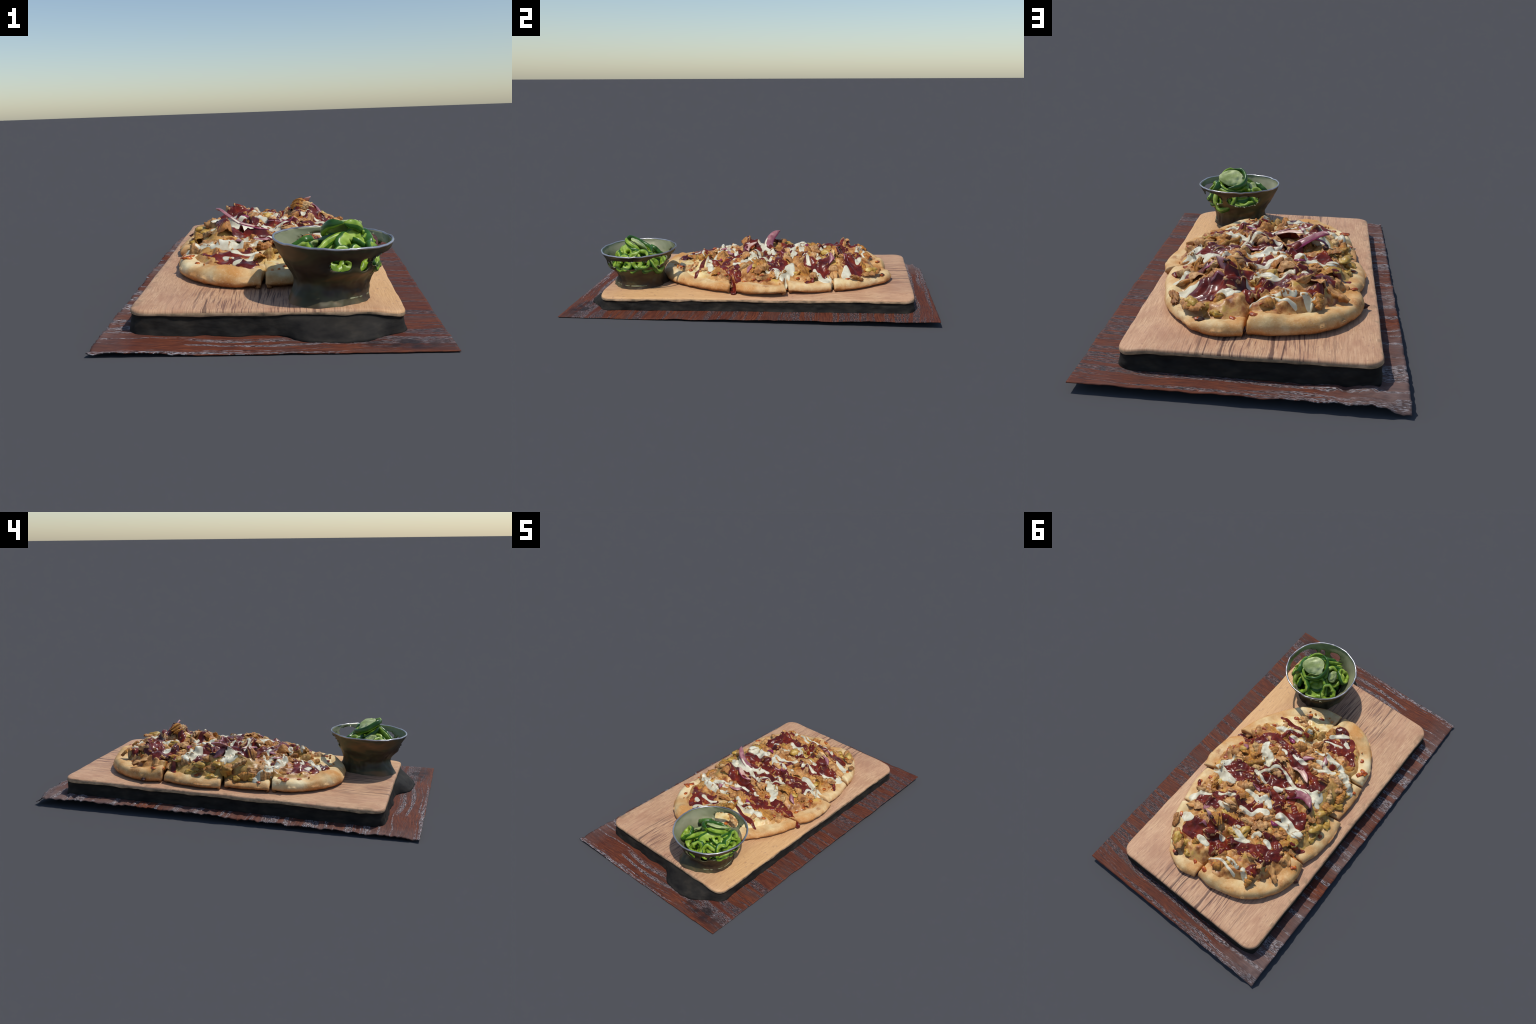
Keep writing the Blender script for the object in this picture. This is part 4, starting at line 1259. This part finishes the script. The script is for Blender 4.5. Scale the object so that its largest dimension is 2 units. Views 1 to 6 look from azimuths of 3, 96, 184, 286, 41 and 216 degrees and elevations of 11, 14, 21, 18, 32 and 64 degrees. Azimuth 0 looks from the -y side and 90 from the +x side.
RANCH_SAUCE = [
    path([(0.223, -0.226, 0.028), (0.192, -0.24, 0.036), (0.151, -0.255, 0.032), (0.115, -0.275, 0.024), (0.063, -0.279, 0.016)]),
    path([(0.114, -0.219, 0.016), (0.079, -0.234, 0.024), (0.038, -0.24, 0.024), (0.011, -0.238, 0.016)]),
    path([(0.059, -0.301, 0.024), (0.02, -0.316, 0.028)]),
    path([(-0.067, -0.361, 0.024), (-0.098, -0.404, 0.032), (-0.131, -0.43, 0.028), (-0.157, -0.446, 0.02)]),
    path([(-0.062, -0.325, 0.012), (-0.1, -0.343, 0.014), (-0.148, -0.347, 0.018), (-0.173, -0.348, 0.018)]),
    path([(-0.156, -0.395, 0.024), (-0.201, -0.374, 0.02)]),
    path([(-0.057, -0.228, 0.016), (-0.089, -0.237, 0.02), (-0.12, -0.243, 0.02)]),
    path([(-0.134, -0.251, 0.02), (-0.179, -0.231, 0.024), (-0.224, -0.241, 0.028), (-0.266, -0.232, 0.024)]),
    path([(0.027, -0.133, 0.016), (-0.008, -0.126, 0.02), (-0.054, -0.132, 0.028), (-0.091, -0.142, 0.02)]),
    path([(0.198, -0.077, 0.028), (0.167, -0.064, 0.036), (0.138, -0.04, 0.051), (0.107, -0.007, 0.059), (0.108, 0.024, 0.051)]),
    path([(0.098, -0.002, 0.04), (0.072, -0.034, 0.032)]),
    path([(0.1, -0.122, 0.012), (0.073, -0.126, 0.016), (0.053, -0.107, 0.012)]),
    path([(-0.112, -0.133, 0.016), (-0.152, -0.146, 0.02), (-0.196, -0.168, 0.016), (-0.234, -0.2, 0.02)]),
    path([(0.337, 0.15, 0.028), (0.292, 0.14, 0.032), (0.283, 0.106, 0.016), (0.289, 0.074, 0.014)]),
    path([(0.286, 0.209, 0.036), (0.226, 0.218, 0.04), (0.169, 0.213, 0.028)]),
    path([(0.138, 0.082, 0.02), (0.106, 0.084, 0.024), (0.059, 0.104, 0.02), (0.03, 0.103, 0.016)]),
    path([(-0.012, 0.099, 0.02), (-0.053, 0.094, 0.028), (-0.095, 0.053, 0.028), (-0.128, 0.031, 0.024), (-0.171, 0.025, 0.036), (-0.207, 0.022, 0.043), (-0.247, 0.003, 0.051), (-0.278, 0.024, 0.043)]),
    path([(-0.257, -0.182, 0.028), (-0.295, -0.207, 0.043), (-0.32, -0.215, 0.032)]),
    path([(0.301, 0.434, 0.047), (0.321, 0.416, 0.051), (0.308, 0.383, 0.028), (0.271, 0.36, 0.021), (0.232, 0.34, 0.014)]),
    path([(0.205, 0.321, 0.019), (0.168, 0.307, 0.021), (0.13, 0.296, 0.021), (0.114, 0.271, 0.028)]),
    path([(0.097, 0.212, 0.023), (0.052, 0.209, 0.028), (0.015, 0.218, 0.028)]),
    path([(0.058, 0.31, 0.028), (0.011, 0.311, 0.028), (-0.024, 0.303, 0.023), (-0.05, 0.263, 0.028), (-0.108, 0.255, 0.028)]),
    path([(-0.049, 0.225, 0.033), (-0.069, 0.191, 0.028)]),
    path([(-0.133, 0.236, 0.037), (-0.181, 0.223, 0.047), (-0.229, 0.234, 0.051), (-0.275, 0.241, 0.051), (-0.322, 0.242, 0.047)]),
    path([(0.268, 0.493, 0.047), (0.263, 0.52, 0.056), (0.212, 0.521, 0.028)]),
    path([(0.035, 0.508, 0.028), (0, 0.516, 0.037)]),
    path([(-0, 0.41, 0.028), (-0.028, 0.412, 0.028)]),
    path([(0.137, 0.579, 0.019), (0.096, 0.586, 0.035), (0.042, 0.593, 0.028)]),
    path([(-0.041, 0.48, 0.019), (-0.078, 0.463, 0.021), (-0.121, 0.452, 0.019)]),
    path([(-0.116, 0.416, 0.014), (-0.107, 0.399, 0.019), (-0.122, 0.375, 0.021), (-0.148, 0.379, 0.019)]),
    path([(-0.17, 0.384, 0.019), (-0.203, 0.391, 0.03), (-0.232, 0.405, 0.021)]),
    path([(-0.069, 0.579, 0.019), (-0.104, 0.58, 0.026), (-0.141, 0.59, 0.023), (-0.167, 0.594, 0.023)]),
    path([(-0.18, 0.575, 0.023), (-0.203, 0.6, 0.026), (-0.235, 0.611, 0.023)]),
    path([(-0.295, 0.054, 0.035), (-0.188, 0.016, 0.030), (-0.118, 0.030, 0.025), (0.008, -0.011, 0.020), (0.070, 0.033, 0.018), (0.116, 0.096, 0.018)]),
    path([(0.174, 0.204, 0.030), (0.238, 0.205, 0.045), (0.305, 0.192, 0.050), (0.354, 0.195, 0.055)]),
    path([(-0.318, 0.227, 0.020), (-0.284, 0.267, 0.022), (-0.213, 0.257, 0.022), (-0.150, 0.264, 0.022)]),
    path([(-0.095, 0.228, 0.025), (-0.037, 0.187, 0.030), (-0.007, 0.221, 0.030), (0.036, 0.206, 0.020)]),
    path([(-0.127, 0.447, 0.025), (-0.083, 0.450, 0.025), (-0.029, 0.439, 0.025), (0.017, 0.420, 0.020)]),
    path([(0.072, -0.026, 0.045), (0.113, -0.016, 0.055), (0.168, -0.054, 0.045), (0.190, -0.117, 0.025)]),
    path([(0.087, 0.362, 0.020), (0.134, 0.365, 0.030), (0.167, 0.360, 0.015)]),
    path([(-0.382, -0.147, 0.035), (-0.248, -0.227, 0.035), (-0.173, -0.255, 0.025), (-0.120, -0.255, 0.020)]),
    path([(-0.236, -0.186, 0.025), (-0.194, -0.175, 0.030), (-0.132, -0.190, 0.025), (-0.101, -0.184, 0.015)]),
    path([(0.005, 0.643, 0.011), (-0.025, 0.622, 0.011), (-0.073, 0.610, 0.015), (-0.123, 0.623, 0.015), (-0.171, 0.631, 0.015)]),
]


def sauce_material(kind):
    if kind == "bbq":
        m = Mat("barbecue_sauce", 0.30, 0.32)
        n = m.noise(13, None, 5, 0.66)
        m.color(m.ramp(n, [(0.28, lin(60, 18, 15)), (0.46, lin(92, 27, 20)), (0.60, lin(124, 40, 22)), (0.72, lin(166, 76, 30))]))
        m.bump(m.noise(46, None, 3), 0.22, 0.004)
        m.b.inputs["Coat Weight"].default_value = 0.1
        m.b.inputs["Coat Roughness"].default_value = 0.1
    else:
        m = Mat("ranch_sauce", 0.42, 0.35)
        n = m.noise(20, None, 3)
        c = m.ramp(n, [(0.3, lin(196, 184, 154)), (0.55, lin(220, 214, 188)), (0.75, lin(236, 232, 210))])
        herb = m.ramp(m.voronoi(95), [(0.05, 1.0), (0.10, 0.0)])
        pick = m.ramp(m.noise(60, None, 1), [(0.56, 0.0), (0.6, 0.6)])
        c = m.mix(m.math("MULTIPLY", herb, pick), c, lin(112, 130, 82))
        m.color(c)
        m.bump(n, 0.2, 0.004)
        m.b.inputs["Subsurface Weight"].default_value = 0.0
    return m.m


def pour(kind, paths, parent, ground, thick, smear, grow):
    """Thick sauce poured along each path, sagging over whatever lies below."""
    mat = sauce_material(kind)
    z = np.maximum(ground.blurred(smear, 0.6), ground.blurred(0.0032) + 0.0006)
    m = 15
    for k, p in enumerate(paths):
        c = catmull(p, 0.004)
        n = len(c)
        t = np.gradient(c[:, :2], axis=0)
        t /= np.linalg.norm(t, axis=1)[:, None] + 1e-9
        side = np.stack([-t[:, 1], t[:, 0]], 1)
        arc = np.arange(n) / max(1, n - 1)
        endcap = np.sqrt(np.clip(1 - (1 - np.clip(np.minimum(np.arange(n), np.arange(n)[::-1]) * 0.004 / (0.5 * c[:, 2] + 1e-4), 0, 1)) ** 2, 0.02, 1))
        q = xyz(c[:, 0], c[:, 1], k * 1.7)
        wl = c[:, 2] * grow / 2 * (1 + 0.30 * fbm(q, 24, 3, 2)) * endcap
        wr = c[:, 2] * grow / 2 * (1 + 0.30 * fbm(q, 24, 9, 2)) * endcap
        verts, faces = [], []
        for j in range(m):
            s = -1 + 2 * j / (m - 1)
            w = np.where(s < 0, wl, wr)
            x, y = c[:, 0] + side[:, 0] * w * s, c[:, 1] + side[:, 1] * w * s
            prof = max(0.0, 1 - abs(s) ** 3.0) ** 0.5
            th = thick * (0.6 + 0.4 * np.minimum(1, c[:, 2] / 0.05)) * (1 + 0.35 * fbm(xyz(x, y, k), 30, 13, 2)) * np.sqrt(endcap)
            zz = ground.at(x, y, z) - 0.0045 + (th + 0.0045) * prof
            verts.append(np.stack([x, y, zz], 1))
        low = [np.c_[a[:, :2], a[:, 2] - 0.006] for a in verts]
        V = np.stack(verts + low, 1).reshape(-1, 3)
        r = 2 * m
        for i in range(n - 1):
            for j in range(m - 1):
                faces.append([i * r + j, (i + 1) * r + j, (i + 1) * r + j + 1, i * r + j + 1])
                faces.append([i * r + m + j, i * r + m + j + 1, (i + 1) * r + m + j + 1, (i + 1) * r + m + j])
            faces.append([i * r, i * r + m, (i + 1) * r + m, (i + 1) * r])
            faces.append([i * r + m - 1, (i + 1) * r + m - 1, (i + 1) * r + 2 * m - 1, i * r + 2 * m - 1])
        for i in (0, n - 1):
            faces += [[i * r + j, i * r + j + 1, i * r + m + j + 1, i * r + m + j] for j in range(m - 1)]
        new_object("barbecue_sauce_drizzle" if kind == "bbq" else "ranch_sauce_drizzle", V, faces, [mat], parent)
        ground.add(V, faces)


# ==================================================================== build
build_table()
build_board()

pizza = thing("flatbread_pizza", "oval flatbread pizza cut into slices, with chicken, onion and two sauces", "pizza")
soup, arcs = build_slices(pizza)
ground = Ground()
for v, f in soup:
    ground.add(v, f)
ground.scan()
build_chicken(pizza, ground, arcs)
ground.scan()
build_cheese_chunks(pizza, ground)
build_onions(pizza, ground)
ground.scan()
pour("bbq", BBQ_SAUCE, pizza, ground, 0.0036, 0.008, 1.38)
ground.scan()
pour("ranch", RANCH_SAUCE, pizza, ground, 0.0034, 0.006, 1.12)

cup = thing("sauce_cup", "small dark metal cup with a bright rim, heaped with sliced green peppers", "condiment cup")
build_cup(cup)
build_peppers(cup)
